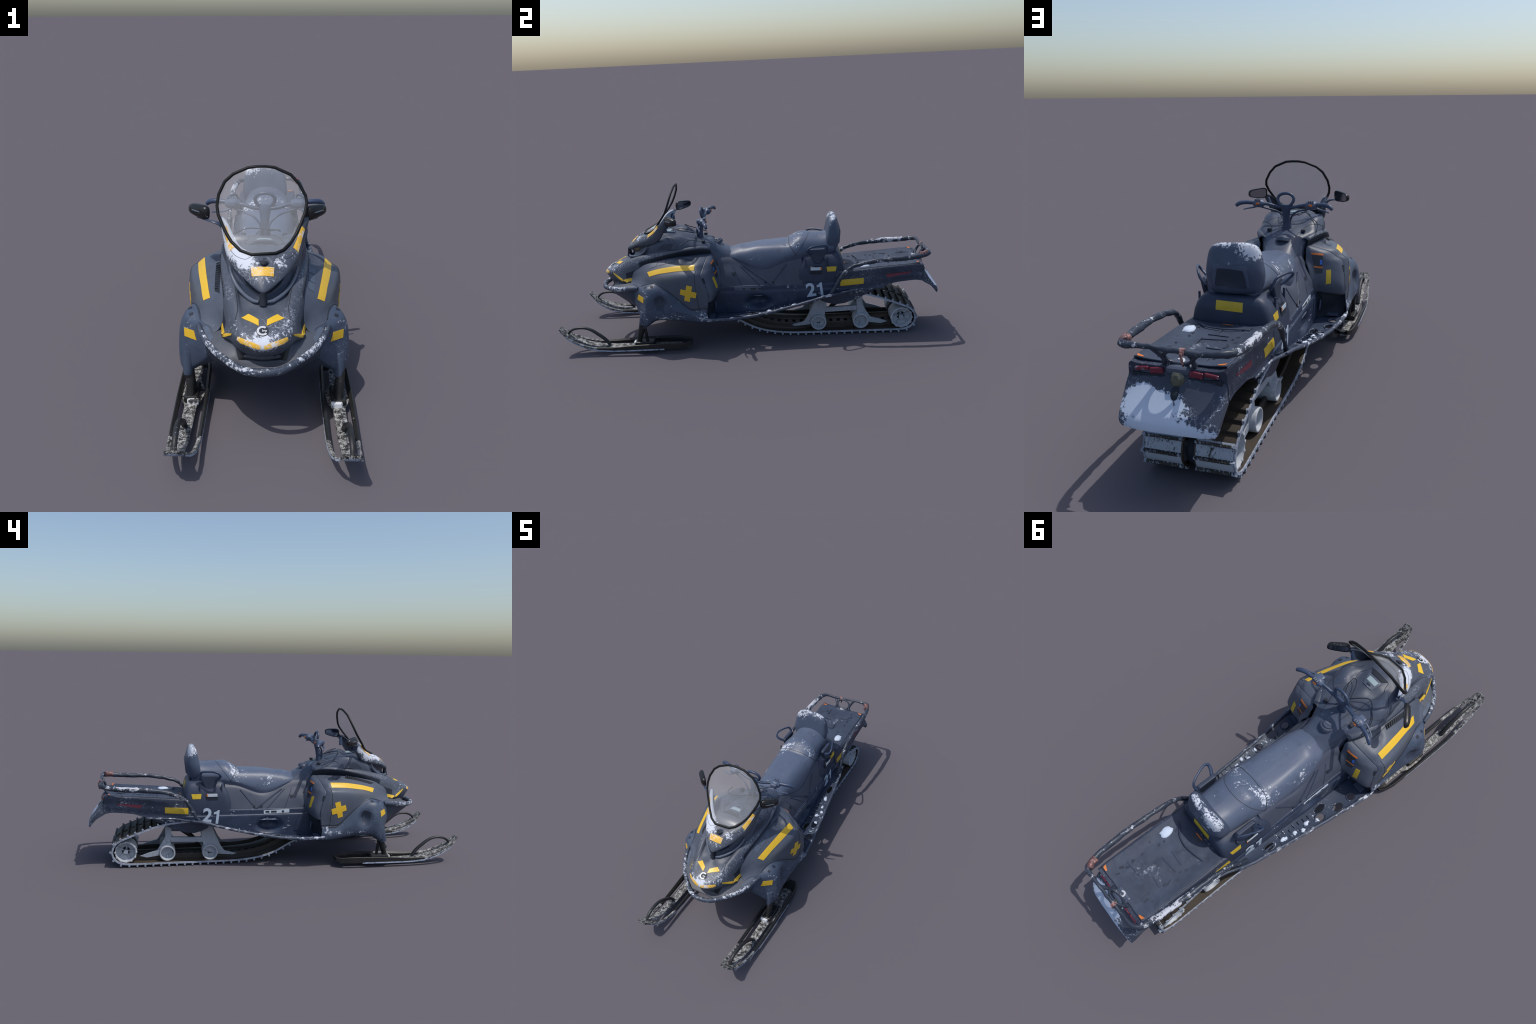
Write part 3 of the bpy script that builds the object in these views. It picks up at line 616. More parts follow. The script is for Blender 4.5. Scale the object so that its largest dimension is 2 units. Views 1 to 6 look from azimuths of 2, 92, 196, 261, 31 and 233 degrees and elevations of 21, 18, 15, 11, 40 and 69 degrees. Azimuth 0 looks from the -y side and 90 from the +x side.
for s in (1, -1):
    f = (lambda P: P) if s > 0 else mx
    seam('panel_seam', f([(.250, -.262, .428), (.276, -.266, .404), (.284, -.268, .36), (.285, -.262, .30), (.279, -.256, .226)]), panels[s], T_side[s], .0013)
    seam('panel_seam', f([(.213, -.556, .342), (.222, -.515, .357), (.240, -.475, .360), (.258, -.42, .330), (.268, -.36, .278), (.276, -.30, .226), (.279, -.25, .226)]), panels[s], T_side[s], .0022)
    seam('panel_seam', f([(.158, -.375, .468), (.165, -.30, .468), (.160, -.25, .47)]), panels[s], T_side[s], .0014)
    seam('hood_seam', f([(.084, -.70, .412), (.080, -.665, .434), (.086, -.62, .453), (.098, -.545, .477), (.112, -.49, .49)]), hood, T_hood, .0012)
    seam('cowl_seam', f([(.036, -.56, .571), (.06, -.57, .566), (.09, -.545, .565), (.118, -.50, .585), (.136, -.455, .62)]), cowl, T_cowl, .0008)
    seam('dash_seam', f([(.05, -.47, .58), (.066, -.42, .575), (.056, -.36, .563), (.050, -.30, .55), (.036, -.262, .538), (.03, -.22, .526)]), dash, T_dash, .0012)
    seam('dash_seam', f([(.148, -.36, .528), (.120, -.315, .548), (.085, -.285, .542), (.065, -.24, .527), (.055, -.19, .508)]), dash, T_dash, .0014)
    seam('dash_seam', f([(.150, -.375, .553), (.125, -.40, .578), (.09, -.43, .571), (.085, -.46, .568)]), dash, T_dash, .0010)
    quad_decal('fender_window' if s < 0 else 'fender_facet', f([(.285, -.480, .300), (.285, -.440, .305), (.285, -.437, .232), (.285, -.478, .225)]), T_side[s], 'facet', fenders[s], lift=.0008)
seam('fender_seam', [(.27, -.462, .327), (.28, -.462, .24), (.285, -.39, .20), (.285, -.34, .205)], fenders[1], T_side[1], .0009)
seam('fender_seam', [(.285, -.375, .220), (.285, -.29, .192), (.285, -.33, .168), (.285, -.375, .215)], fenders[1], T_side[1], .0011)
# louvres: a slatted vent on the left, three closed panes on the right
quad_decal('vent_opening', mx([(.152, -.372, .474), (.172, -.372, .462), (.166, -.515, .425), (.147, -.540, .430)]), T_side[-1], 'black', panels[-1], n=16, lift=.0007)
for i in range(12):
    t = i / 11; y = -.378 - .135 * t
    a = np.array((-.154 + .003 * t, y, .4755 - .040 * t)); b = np.array((-.172 + .006 * t, y + .010, .4645 - .034 * t))
    tube('vent_slat', [a, (a + b) / 2 + np.array((0, 0, .001)), b], [.002, .0026, .002], 'recess', panels[-1], sides=6, n=2)
for i in range(3):
    y0, y1 = -.385 - i * .045, -.423 - i * .045
    z0, z1 = .472 - i * .013, .462 - i * .013
    quad_decal('vent_pane', [(.158 - i * .003, y0, z0), (.182 - i * .004, y0, z0 - .012), (.180 - i * .004, y1, z1 - .012), (.156 - i * .003, y1, z1)], T_side[1], 'bezel', panels[1], lift=.0015)
# hood badge
def disc(name, c, nrm, r0, r1, mat, parent, h=.0012, n=28, span=1.0, shift=True):
    z = Vector(nrm).normalized(); x = Vector((1, 0, 0)); x = (x - z * x.dot(z)).normalized(); y = z.cross(x)
    V = []; m = int(n * span); F = []
    full_ = span >= 1
    k = m if full_ else m + 1
    for i in range(k):
        a = 2 * math.pi * i / n + .9
        for r, hh in ((r0, -h), (r0, h), (r1, h), (r1, -h)): V.append(Vector(c) + (x * math.cos(a) + y * math.sin(a)) * r + z * hh)
    for i in range(m):
        j = (i + 1) % k
        for q in range(4): F.append((i * 4 + q, i * 4 + (q + 1) % 4, j * 4 + (q + 1) % 4, j * 4 + q))
    if not full_: F += [(0, 1, 2, 3), tuple(range((k - 1) * 4, k * 4))]
    return new(name, [tuple(v) for v in V], F, mat, parent, shift=shift, angle=30)
hb = (0.0, -.748, .4005); hn = (0, -.42, .9)
disc('badge', hb, hn, .0005, .019, 'recess', hood)
disc('badge_ring', hb, hn, .011, .018, 'badge', hood, h=.002, span=.78)
text('badge_lettering', 'brp', .011, frame((CX + .006, -.7495, .4025), (1, 0, 0), (0, .9, .42)), 'badge', hood, bold=.0003)
db = (-.003, .890, .3905)
disc('deck_badge_ring', db, (0, .22, 1), .007, .0135, 'badge', None, h=.0022, span=.8)
# lettering along the hood ridges
for s in (1, -1):
    d = Vector((-s * .0, -1, -.36)) if s < 0 else Vector((0, 1, .36))
    o = text('ridge_lettering', 'ski-doo', .036, frame((CX + s * .1225, -.585, .4430), (s * .10, s, s * .30), (-s * .75, 0, .65)), 'bezel', hood, depth=.0, shear=.2)
    drape(o, T_hood)

# ------------------------------------------------------------------ windshield
ws_r = [(0.0, -.376, .821), (.030, -.377, .818), (.084, -.384, .795), (.112, -.392, .766), (.134, -.404, .728), (.138, -.414, .705), (.131, -.435, .675), (.117, -.458, .645), (.104, -.475, .620), (.085, -.500, .597), (.060, -.532, .582), (.034, -.550, .577)]
ws_l = [(-.030, -.376, .821), (-.060, -.377, .817), (-.110, -.385, .797), (-.138, -.392, .773), (-.158, -.408, .733), (-.163, -.425, .698), (-.158, -.442, .672), (-.144, -.462, .645), (-.130, -.478, .620), (-.112, -.500, .598), (-.080, -.535, .580), (-.044, -.556, .574)]
loop = ws_r + ws_l[::-1]
ws = tube('windshield_frame', loop, [.0055] * len(loop), 'trim', closed=True, n=1, sides=8, shift=False)
rows = []
for a, b in zip(ws_l, ws_r):
    a, b = np.array(a), np.array(b); wd = abs(b[0] - a[0])
    rows.append([a + (b - a) * t + np.array((0, -.16 * wd * t * (1 - t), .02 * wd * t * (1 - t))) for t in np.linspace(0, 1, 13)])
pane = grid('windshield_pane', np.array(rows), 'pane', ws, shift=False); solid(pane, .002, 0)

# ------------------------------------------------------------------ mirrors
def mirror(outer, inner, s, arm):
    o, i = np.array(outer), np.array(inner)
    c = (o + i) / 2; L = np.linalg.norm(o - i); ux = (o - i) / L; k = L / .083
    fwd = np.array([.62 * s, -.72, .05]); fwd -= ux * fwd.dot(ux); fwd /= np.linalg.norm(fwd); uz = np.cross(ux, fwd); uz *= np.sign(uz[2])
    def oval(w, h, d, n=26, p=3.6):
        a = np.arange(n) / n * 2 * math.pi; r = []
        for t in a:
            ct, st = math.cos(t), math.sin(t)
            x = w * np.sign(ct) * abs(ct) ** (2 / p); z = h * np.sign(st) * abs(st) ** (2 / p) * (1 - .22 * x / w)
            r.append(c + ux * x * k + uz * z + fwd * d)
        return r
    G = np.array([oval(.036, .0185, -.009), oval(.0405, .0225, -.010), oval(.0415, .0235, -.004), oval(.0395, .0222, .003), oval(.035, .0185, .009), oval(.022, .011, .0135), oval(.004, .002, .0145)])
    m = grid('mirror', G, 'shell', None, closed=True, caps=(False, True), shift=False, angle=50)
    G = np.array([oval(.0365, .019, -.0085), oval(.02, .010, -.0080), oval(.002, .001, -.008)])
    grid('mirror_glass', G, 'mirror_glass', m, closed=True, caps=(False, True), shift=False)
    ridge = [c + ux * x + fwd * d + uz * .002 for x, d in ((-.036, .006), (-.015, .0135), (.012, .0138), (.036, .0055))]
    tube('mirror_rib', ridge, .0028, 'bezel', m, sides=6, shift=False)
    tube('mirror_arm', arm + [tuple(i + ux * .006 - uz * .022), tuple(i + ux * .045 * k - uz * .024)], [.013, .010, .007, .005, .003], 'navy', m, sides=8, shift=False, flat=.6)
    return m
mirror((.208, -.353, .669), (.138, -.418, .667), 1, [(.118, -.425, .600), (.127, -.425, .630), (.132, -.430, .645)])
mirror((-.268, -.343, .667), (-.196, -.415, .666), -1, [(-.138, -.425, .605), (-.152, -.428, .632), (-.175, -.428, .642)])

# ------------------------------------------------------------------ handlebar
post = np.array([[(x * w, y, z) for x, y in ((-1, -1), (0, -1.15), (1, -1), (1.1, 0), (1, 1), (0, 1.15), (-1, 1), (-1.1, 0))] for w, z in ((1, 0),)])
rows = []
for z, cy, w, d in ((.525, -.258, .022, .016), (.545, -.258, .021, .014), (.56, -.256, .017, .012), (.59, -.250, .016, .011), (.62, -.243, .020, .012), (.636, -.238, .026, .013), (.645, -.236, .024, .010)):
    rows.append([(w * math.cos(t), cy + d * math.sin(t), z) for t in np.arange(14) / 14 * 2 * math.pi])
bar = grid('handlebar', np.array(rows), 'navy', closed=True, caps=(True, True))
ring_pts = [(.034 * math.sin(t) * (1 + .18 * math.cos(t)), -.239 - .006 * (math.cos(t)) - .002, .664 - .0295 * -math.cos(t) if math.cos(t) > 0 else .664 + .0295 * math.cos(t)) for t in np.arange(16) / 16 * 2 * math.pi]
tube('handlebar_loop', [(x * 1.05, y, z) for x, y, z in ring_pts], .0068, 'navy', bar, closed=True, n=3, sides=10)
for s in (1, -1):
    tube('handlebar_tube', [(s * .012, -.238, .633), (s * .045, -.238, .636), (s * .080, -.232, .645), (s * .118, -.224, .650), (s * .150, -.218, .652), (s * .185, -.210, .652)], .0075, 'navy', bar, sides=10)
    tube('grip', [(s * .150, -.218, .652), (s * .180, -.212, .653), (s * .203, -.203, .649), (s * .218, -.197, .638)], [.0090, .0095, .0095, .0075], 'navy', bar, sides=10)
    rows = []
    for x, r in ((.092, .008), (.098, .014), (.112, .019), (.128, .019), (.140, .015), (.147, .009)):
        rows.append([(s * x, -.226 + r * 1.05 * math.cos(t), .648 + r * math.sin(t)) for t in np.arange(12) / 12 * 2 * math.pi])
    blk = grid('control_block', rough_up(np.array(rows), .002, 50, 3), 'navy_lit', bar, closed=True, caps=(True, True))
    box('control_reservoir', (s * .122, -.244, .652), (.034, .022, .022), 'navy_lit', blk, bevel=.006)
    box('kill_switch', (s * .120, -.2055, .650), (.017, .006, .009), 'orange', blk, rot=Matrix.Rotation(s * .25, 3, 'Y'))
    for k in range(3): box('control_button', (s * (.112 + k * .009), -.214, .666), (.006, .014, .008), 'bezel', blk, bevel=.002)
    tube('brake_lever', [(s * .125, -.246, .636), (s * .150, -.250, .626), (s * .178, -.240, .621), (s * .195, -.232, .617)], [.006, .0045, .0035, .003], 'navy_lit', bar, sides=8)
    tube('control_cable', [(s * .115, -.235, .632), (s * .080, -.243, .622), (s * .045, -.258, .610), (s * .022, -.270, .590), (s * .012, -.275, .565), (s * .010, -.272, .540)], .0042, 'navy', bar, sides=8)

# ------------------------------------------------------------------ seat
def seat_sec(y, top, w, low, dy=0, crown=.008, shoulder=.62):
    """half section: crown, shoulder, side, tucked lower edge"""
    h = top - low
    return [(0, y, top), (w * .30, y, top - crown * .35), (w * .57, y, top - crown * 1.3), (w * .79, y, top - crown * 1.3 - h * .15), (w * .94, y, top - crown - h * .38), (w * 1.02, y, top - crown - h * .62), (w * .99, y, low + h * .16), (w * .90, y, low), (w * .3, y, low + .004), (0, y, low + .004)]
prof = [(-.112, .457, .045, .437), (-.106, .468, .066, .432), (-.085, .475, .080, .424), (-.05, .483, .092, .404), (-.01, .491, .101, .380), (.03, .498, .107, .358), (.065, .502, .110, .349), (.10, .504, .112, .360), (.15, .507, .112, .384), (.195, .510, .112, .406), (.222, .517, .111, .414), (.245, .528, .111, .418), (.268, .538, .110, .419), (.29, .541, .107, .421), (.33, .538, .104, .425), (.38, .536, .100, .432), (.42, .540, .096, .440), (.455, .546, .090, .450)]
Gseat = surf([seat_sec(*p) for p in prof], 4, 4)
full_ = np.concatenate([flip(Gseat)[:, :0:-1], Gseat], 1)
# passenger bolster: a curved welt that bows towards the rear at its middle
dish = np.clip(1 - ((full_[..., 1] - .09) / .125) ** 2, 0, 1) ** .5 * np.clip(1 - (full_[..., 0] / .085) ** 2, 0, 1) * (full_[..., 2] > .46)
full_[..., 2] -= dish * .010
full_ = rough_up(full_, .0012, 14, 5)
sag = np.exp(-((full_[..., 1] - (.205 + 0 * full_[..., 0])) / .012) ** 2) * (np.abs(full_[..., 0]) < .095) * (full_[..., 2] > .49)
full_[..., 2] -= sag * .004
seat = grid('seat', full_[:, :-1] if False else full_, 'seat', caps=(True, True), angle=60)
back_sec = []
for z, w, y0, y1 in ((.455, .086, .420, .468), (.472, .096, .412, .481), (.50, .103, .410, .490), (.53, .104, .414, .495), (.56, .100, .420, .492), (.585, .096, .426, .484), (.605, .090, .431, .478), (.620, .078, .437, .472), (.629, .055, .444, .465), (.632, .02, .450, .458)):
    r = []
    for t in np.arange(28) / 28 * 2 * math.pi:
        ct, st = math.cos(t), math.sin(t); p = 3.2
        x = w * np.sign(ct) * abs(ct) ** (2 / p); e = np.sign(st) * abs(st) ** (2 / p)
        yy = (y0 + y1) / 2 + (y1 - y0) / 2 * e - .012 * (abs(x) / .1) ** 2
        r.append((x - .008, yy, z + (-.004 * (x / .09)))) 
    back_sec.append(r)
Gb = np.array(back_sec); Gb = crom(Gb, 3)
Gb = dent(Gb, (-.008, .497, .515), (.085, .03, .055), (0, -.010, 0))
backrest = grid('backrest', Gb, 'backrest', None, closed=True, caps=(True, True), angle=60)
T_seat = bvh(seat); T_back = bvh(backrest)
quad_decal('back_panel', [(-.066, .493, .560), (.056, .493, .565), (.066, .494, .482), (-.078, .494, .480)], T_back, 'seat', backrest, lift=.002, n=14, w=10)
quad_decal('back_pad', [(-.050, .493, .545), (.040, .493, .549), (.054, .494, .484), (-.064, .494, .482)], T_back, 'pad', backrest, lift=.0035, n=14, w=10)
seam('seat_seam', [(-.112, .255, .44), (-.105, .225, .49), (-.07, .205, .52), (0, .205, .52), (.07, .205, .52), (.105, .225, .49), (.112, .255, .44)], seat, T_seat)
seam('seat_seam', [(-.115, .235, .43), (-.11, .285, .50), (-.06, .315, .545), (0, .322, .545), (.06, .315, .545), (.11, .285, .50), (.115, .235, .43)], seat, T_seat, .0010)

# ------------------------------------------------------------------ covers between seat and tunnel, and the pod under the rear seat
for s in (1, -1):
    cov = [[(.088, -.170, .435), (.104, -.165, .412), (.112, -.163, .388), (.136, -.150, .345), (.146, -.148, .315), (.147, -.148, .298)],
           [(.076, -.115, .440), (.090, -.12, .425), (.100, -.12, .405), (.130, -.11, .36), (.142, -.11, .315), (.147, -.11, .298)],
           [(.080, -.05, .43), (.094, -.05, .412), (.106, -.05, .392), (.130, -.05, .35), (.142, -.05, .315), (.147, -.05, .298)],
           [(.085, .03, .40), (.104, .03, .385), (.118, .03, .365), (.131, .03, .34), (.141, .03, .315), (.147, .03, .298)],
           [(.09, .10, .39), (.108, .10, .38), (.120, .10, .37), (.131, .10, .345), (.140, .10, .318), (.147, .10, .298)],
           [(.09, .20, .43), (.110, .20, .415), (.120, .20, .40), (.131, .20, .36), (.141, .20, .32), (.147, .20, .298)],
           [(.09, .28, .44), (.112, .28, .425), (.122, .28, .41), (.136, .28, .37), (.145, .28, .325), (.148, .28, .298)]]
    G = surf(cov, 4, 3) * np.array([s, 1, 1])
    cv = grid('side_cover', G, 'cover', angle=45)
    tc = bvh(cv); f = (lambda P: P) if s > 0 else mx
    quad_decal('cover_badge', f([(.128, -.093, .368), (.127, -.068, .370), (.130, -.075, .350), (.131, -.086, .350)]), tc, 'recess', cv)
    # strut trim from the seat point down to the tunnel, and the two ribs beside it
    for a, b, r in (((.108, -.03, .40), (.146, .115, .300), .0045), ((.112, -.045, .40), (.146, .055, .300), .003), ((.108, -.085, .40), (.147, -.04, .296), .0018), ((.146, .115, .300), (.118, .20, .40), .003)):
        m = (np.array(a) + np.array(b)) / 2
        q = [np.array(tc.find_nearest(Vector((s * p[0] + CX, p[1], p[2])))[0]) - [CX, 0, 0] for p in (a, a + (m - a) * .5, m, m + (np.array(b) - m) * .5, b)]
        tube('cover_trim', q, r, 'pod', cv, sides=6, n=2)
    for y in (.085, .125): disc('cover_bolt', (s * .1455, y, .312), (s, 0, .3), .0004, .006, 'recess', cv, n=12)
pod_rows = []
for z, x, y0, y1 in ((.285, .150, .235, .503), (.33, .1505, .24, .503), (.365, .147, .25, .500), (.395, .141, .262, .497), (.420, .131, .28, .492), (.436, .120, .285, .486), (.446, .106, .29, .478), (.450, .085, .30, .467)):
    r = []
    for t in np.arange(36) / 36 * 2 * math.pi:
        ct, st = math.cos(t), math.sin(t); p = 9
        r.append((x * np.sign(ct) * abs(ct) ** (2 / p) - .004, (y0 + y1) / 2 + (y1 - y0) / 2 * np.sign(st) * abs(st) ** (2 / p), z))
    pod_rows.append(r)
pod = grid('seat_pod', np.array(pod_rows), 'pod', closed=True, caps=(True, True), angle=45)
T_pod = bvh(pod)
quad_decal('reflective_strip', [(-.049, .492, .434), (.048, .492, .437), (.048, .494, .403), (-.049, .494, .400)], T_pod, 'yellow_aged', pod)
for s in (1, -1):
    f = (lambda P: P) if s > 0 else mx
    quad_decal('reflective_strip', f([(.150, .408, .388), (.150, .462, .388), (.150, .455, .361), (.150, .412, .361)]), T_pod, 'yellow_aged', pod)
    box('pod_latch', (s * .147, .352, .372), (.012, .062, .042), 'recess', pod, bevel=.004)
    box('pod_label', (s * .1537, .352, .381), (.002, .056, .016), 'label', pod, bevel=0)
    box('pod_label_mark', (s * .1549, .378, .381), (.0015, .008, .012), 'orange', pod, bevel=0)
    for y in (.300, .415): box('pod_rib', (s * .141, y, .412), (.008, .007, .05), 'pod', pod, bevel=.002)
    # passenger grab handle: bracket plate and flared loop
    br = plate('grab_bracket', [(.312, .470), (.318, .482), (.400, .484), (.412, .470), (.392, .425), (.375, .402), (.352, .402), (.335, .425)], s * .118, s * .138, 'pod', None, bevel=.005)
    tube('grab_handle', [(s * .122, .408, .460), (s * .135, .413, .484), (s * .147, .405, .504), (s * .166, .366, .509), (s * .180, .328, .505), (s * .176, .312, .490), (s * .156, .316, .472), (s * .130, .334, .455)], [.008, .007, .006, .005, .006, .007, .008, .008], 'navy', br, sides=8, lump=.001, flat=.75)

# ------------------------------------------------------------------ tunnel and running boards
def board_z(y): return float(np.interp(y, [-.26, -.2, -.1, -.02, .05, .16, .3, .43, .5], [.158, .153, .151, .154, .162, .180, .210, .242, .258]))
def board_x(y): return float(np.interp(y, [-.26, -.2, -.1, -.014, .08, .159, .3, .43, .5], [.282, .280, .270, .257, .247, .237, .221, .204, .196]))
rows = []
for y in (-.24, -.16, -.06, .05, .16, .27, .38, .47, .52):
    zb = board_z(y)
    rows.append([(0, y, .302), (.120, y, .302), (.146, y, .300), (.152, y, .294), (.153, y, .272), (.1575, y, .266), (.1575, y, (zb + .266) / 2), (.1575, y, zb + .006), (.158, y, zb)])
Gtun = surf([sym(r) for r in rows], 8, 4)
for s_ in (1, -1): Gtun = dent(Gtun, (s_ * .1575, .045, .207), (.06, .085, .048), (-s_ * .045, 0, 0))
tun = grid('tunnel', Gtun, 'tunnel', angle=40)
solid(tun, .003)
T_tun = bvh(tun)
holes = [(.236, -.140, .019, .020), (.236, -.062, .020, .026), (.186, .008, .019, .030), (.222, .034, .019, .024), (.193, .300, .015, .030)]
for s in (1, -1):
    ys = np.linspace(-.235, .47, 60); top = []; 
    G = np.array([[(.1555 + (board_x(y) - .1555) * t, y, board_z(y) + .010 * t * t) for t in np.linspace(0, 1, 14)] for y in ys])
    bd = solid(grid('running_board', G * np.array([s, 1, 1]), 'board'), .005)
    for i, (hx, hy, rx, ry) in enumerate(holes):
        z = board_z(hy); a = np.arange(24) / 24 * 2 * math.pi
        G = np.array([[(hx + rx * math.cos(t), hy + ry * math.sin(t), z + dz) for t in a] for dz in (-.05, .05)]) * np.array([s, 1, 1])
        cut = grid('hole_cutter', G, 'recess', closed=True, caps=(True, True)); cut.hide_render = True
        b = bd.modifiers.new('hole', 'BOOLEAN'); b.object = cut; b.operation = 'DIFFERENCE'; b.solver = 'EXACT'
    # pressed rims round the holes and grip teeth between them
    for hx, hy, rx, ry in holes:
        z = board_z(hy) + .010 * ((hx - .1555) / (board_x(hy) - .1555)) ** 2
        tube('hole_rim', [(s * (hx + rx * math.cos(t)), hy + ry * math.sin(t), z + .001 + .22 * ry * math.sin(t) * (hy > .02)) for t in np.arange(20) / 20 * 2 * math.pi], .0026, 'lip', bd, closed=True, n=1, sides=6)
    rnd = random.Random(3 + s)
    for k in range(14):
        y = .075 + k * .0135; x = (.182, .212)[k % 2] + rnd.uniform(-.006, .006)
        box('grip_tooth', (s * x, y, board_z(y) + .006), (.018, .005, .008), 'lip' if rnd.random() < .4 else 'board', bd, rot=Matrix.Rotation(.2, 3, 'X'), bevel=.0015)
    for k in range(6):
        y = (.055, .10, .135, .17, .225, .235)[k]; x = (.225, .205, .222, .21, .205, .20)[k]
        a = np.arange(9) / 9 * 2 * math.pi; R = [rnd.uniform(.006, .013) for _ in a]
        G = np.array([[(s * (x + q * rr * math.cos(t)), y + q * rr * math.sin(t) * 1.3, board_z(y) + hh) for t, rr in zip(a, R)] for q, hh in ((1, .004), (.85, .0085), (.3, .010))])
        grid('snow_clump', G, 'snow', bd, closed=True, caps=(False, True), angle=80)
    lip = [(s * board_x(y), y, board_z(y) + .012) for y in (-.232, -.20, -.15, -.10, -.04, .02, .08, .14, .20, .27, .34, .41)] + [(s * .186, .47, .250), (s * .168, .53, .2585), (s * .160, .62, .263), (s * .158, .70, .268)]
    tube('board_lip', lip, [.010, .010, .009, .009, .008, .0085, .008, .008, .0075, .008, .008, .008, .007, .006, .005, .004], 'lip', bd, sides=8, lump=.0022)
    # identification number and service label on the tunnel wall
    fr_ = frame((CX + s * .1592, .351, .2665), (0, s, 0), (0, 0, 1)) @ Matrix.Rotation(s * .12, 4, 'Z')
    text('number_lettering', '2', .102, fr_ @ Matrix.Translation((-.028, 0, 0)), 'white', tun, bold=.0028)
    one = [(.020, -.037), (.034, -.037), (.034, .037), (.025, .037), (.017, .028), (.005, .024), (.005, .013), (.020, .016)]
    n1 = len(one); V1 = [tuple(fr_ @ Vector((x, y, z))) for z in (-.001, .001) for x, y in one]
    new('number_lettering', V1, [tuple(range(n1)), tuple(range(n1, 2 * n1))] + [(a, (a + 1) % n1, (a + 1) % n1 + n1, a + n1) for a in range(n1)], 'white', tun, smooth=False, shift=False)
    box('service_label', (s * .1542, (.005 if s < 0 else -.01), .2835), (.002, .14, .019), 'label' if s < 0 else 'bezel', tun, rot=Matrix.Rotation(-.03 * 1, 3, 'X'), bevel=0)
    for y, w in ((.055, .02), (.02, .03), (-.03, .012)): box('label_print', (s * .1555, y, .2835), (.0015, w, .010), 'ink', tun, bevel=0)
    # toe recess pressed in the wall
    T = (lambda P: P) if s > 0 else mx
    for y in (-.15, -.10, .12, .15): disc('tunnel_rivet', (s * .1535, y, .280), (s, 0, 0), .0004, .003, 'recess', tun, n=10)
    # toe-side bracket near the footwell
    quad_decal('wall_bracket', T([(.1575, -.145, .26), (.1575, -.115, .262), (.1575, -.09, .18), (.1575, -.13, .175)]), T_tun, 'tunnel', tun, lift=.003)

# ------------------------------------------------------------------ tail box, deck, flap
def zt(y): return float(np.interp(y, [.49, .53, .6, .7, .8, .9], [.355, .359, .365, .372, .379, .386]))
def zb(y): return float(np.interp(y, [.42, .45, .53, .62, .70, .76, .86, .91], [.24, .246, .258, .263, .270, .289, .301, .294]))
rows = []
for y in (.46, .52, .58, .64, .70, .76, .82, .87, .900, .912):
    t = zt(y); b = zb(y); w = float(np.interp(y, [.46, .6, .9], [.151, .156, .151])); e = 0 if y < .9 else .006
    rows.append([(0, y, t - e), (w - .03, y, t - e), (w - .010, y, t + .004 - e), (w - .002, y, t - .004 - e), (w - .001, y, t - .035), (w, y, t - .042), (w + .003, y, (t + b) / 2 - .01), (w + .002, y, b + .012), (w + .004, y, b + .003), (w - .004, y, b), (w - .02, y, b + .006), (0, y, b + .012)])
Gtail = surf([sym(r) for r in rows], 4, 3)
tail = grid('tail_box', Gtail, 'tail', caps=(True, True), angle=40)
T_tail = bvh(tail)
for s in (1, -1):
    f = (lambda P: P) if s > 0 else mx
    quad_decal('reflective_strip', f([(.156, .478, .315), (.158, .600, .323), (.158, .600, .292), (.156, .478, .281)]), T_tail, 'yellow_aged', tail, n=10)
    quad_decal('red_reflector', f([(.158, .715, .338), (.155, .850, .348), (.155, .840, .340), (.158, .725, .320)]), T_tail, 'red', tail, n=14)
# the ribbed deck mat with slots
rows = [[(s_ * w, y, zt(y) + .0015 + .007 * abs(s_) ** 4 - (.0 if abs(s_) < .99 else .003)) for s_, w in [(-1, .143), (-.97, .143), (-.6, .143), (0, .143), (.6, .143), (.97, .143), (1, .143)]] for y in (.505, .51, .6, .7, .8, .875, .893)]
deck = solid(grid('deck', rough_up(rough_up(surf(rows, 14, 8), .0012, 30, 2), .0008, 90, 6), 'deck', None, angle=70), .004)
T_deck = bvh(deck)
rnd = random.Random(11)
for s in (1, -1):
    for k in range(14):
        y = .545 + k * .0245 + rnd.uniform(-.006, .006); x = s * (.100 + rnd.uniform(-.030, .026))
        box('deck_slot', (x, y, zt(y) + .0035), (.004 + rnd.random() * .007, .008 + rnd.random() * .014, .0012), 'pad', deck, rot=Matrix.Rotation(rnd.uniform(-.6, .6), 3, 'Z'), bevel=0)
for k in range(7):
    y = .60 + k * .04; x = rnd.uniform(-.07, .07)
    box('deck_rib', (x, y, zt(y) + .004), (.05 + rnd.random() * .04, .006, .0022), 'deck', deck, rot=Matrix.Rotation(rnd.uniform(-.1, .1) + (1.57 if k % 3 == 0 else 0), 3, 'Z'), bevel=.0008)
tube('deck_crease', [(.09, .545, .369), (.05, .575, .371), (0, .585, .372), (-.05, .578, .371), (-.10, .565, .370)], .003, 'deck', deck, sides=6)
disc('deck_label', (.0, .525, .3712), (0, -.02, 1), .0003, .0004, 'orange', deck)
quad_decal('deck_label_plate', [(-.022, .518, .37), (.018, .518, .37), (.018, .535, .37), (-.022, .535, .37)], T_deck, 'ink', deck)
quad_decal('deck_label_bar', [(-.022, .512, .37), (.018, .512, .37), (.018, .517, .37), (-.022, .517, .37)], T_deck, 'orange', deck)
for s in (1, -1):
    quad_decal('deck_corner_reflector', [(s * .112, .886, .39), (s * .138, .876, .39), (s * .134, .890, .39), (s * .116, .891, .39)], T_deck, 'orange', deck)
a = np.arange(14) / 14 * 2 * math.pi; R = [rnd.uniform(.8, 1.15) for _ in a]
G = np.array([[(.098 + q * rr * .020 * math.cos(t), .610 + q * rr * .030 * math.sin(t), zt(.61) + hh) for t, rr in zip(a, R)] for q, hh in ((1, .003), (.9, .008), (.55, .011), (.1, .012))])
grid('snow_clump', G, 'snow', deck, closed=True, caps=(False, True), angle=80)
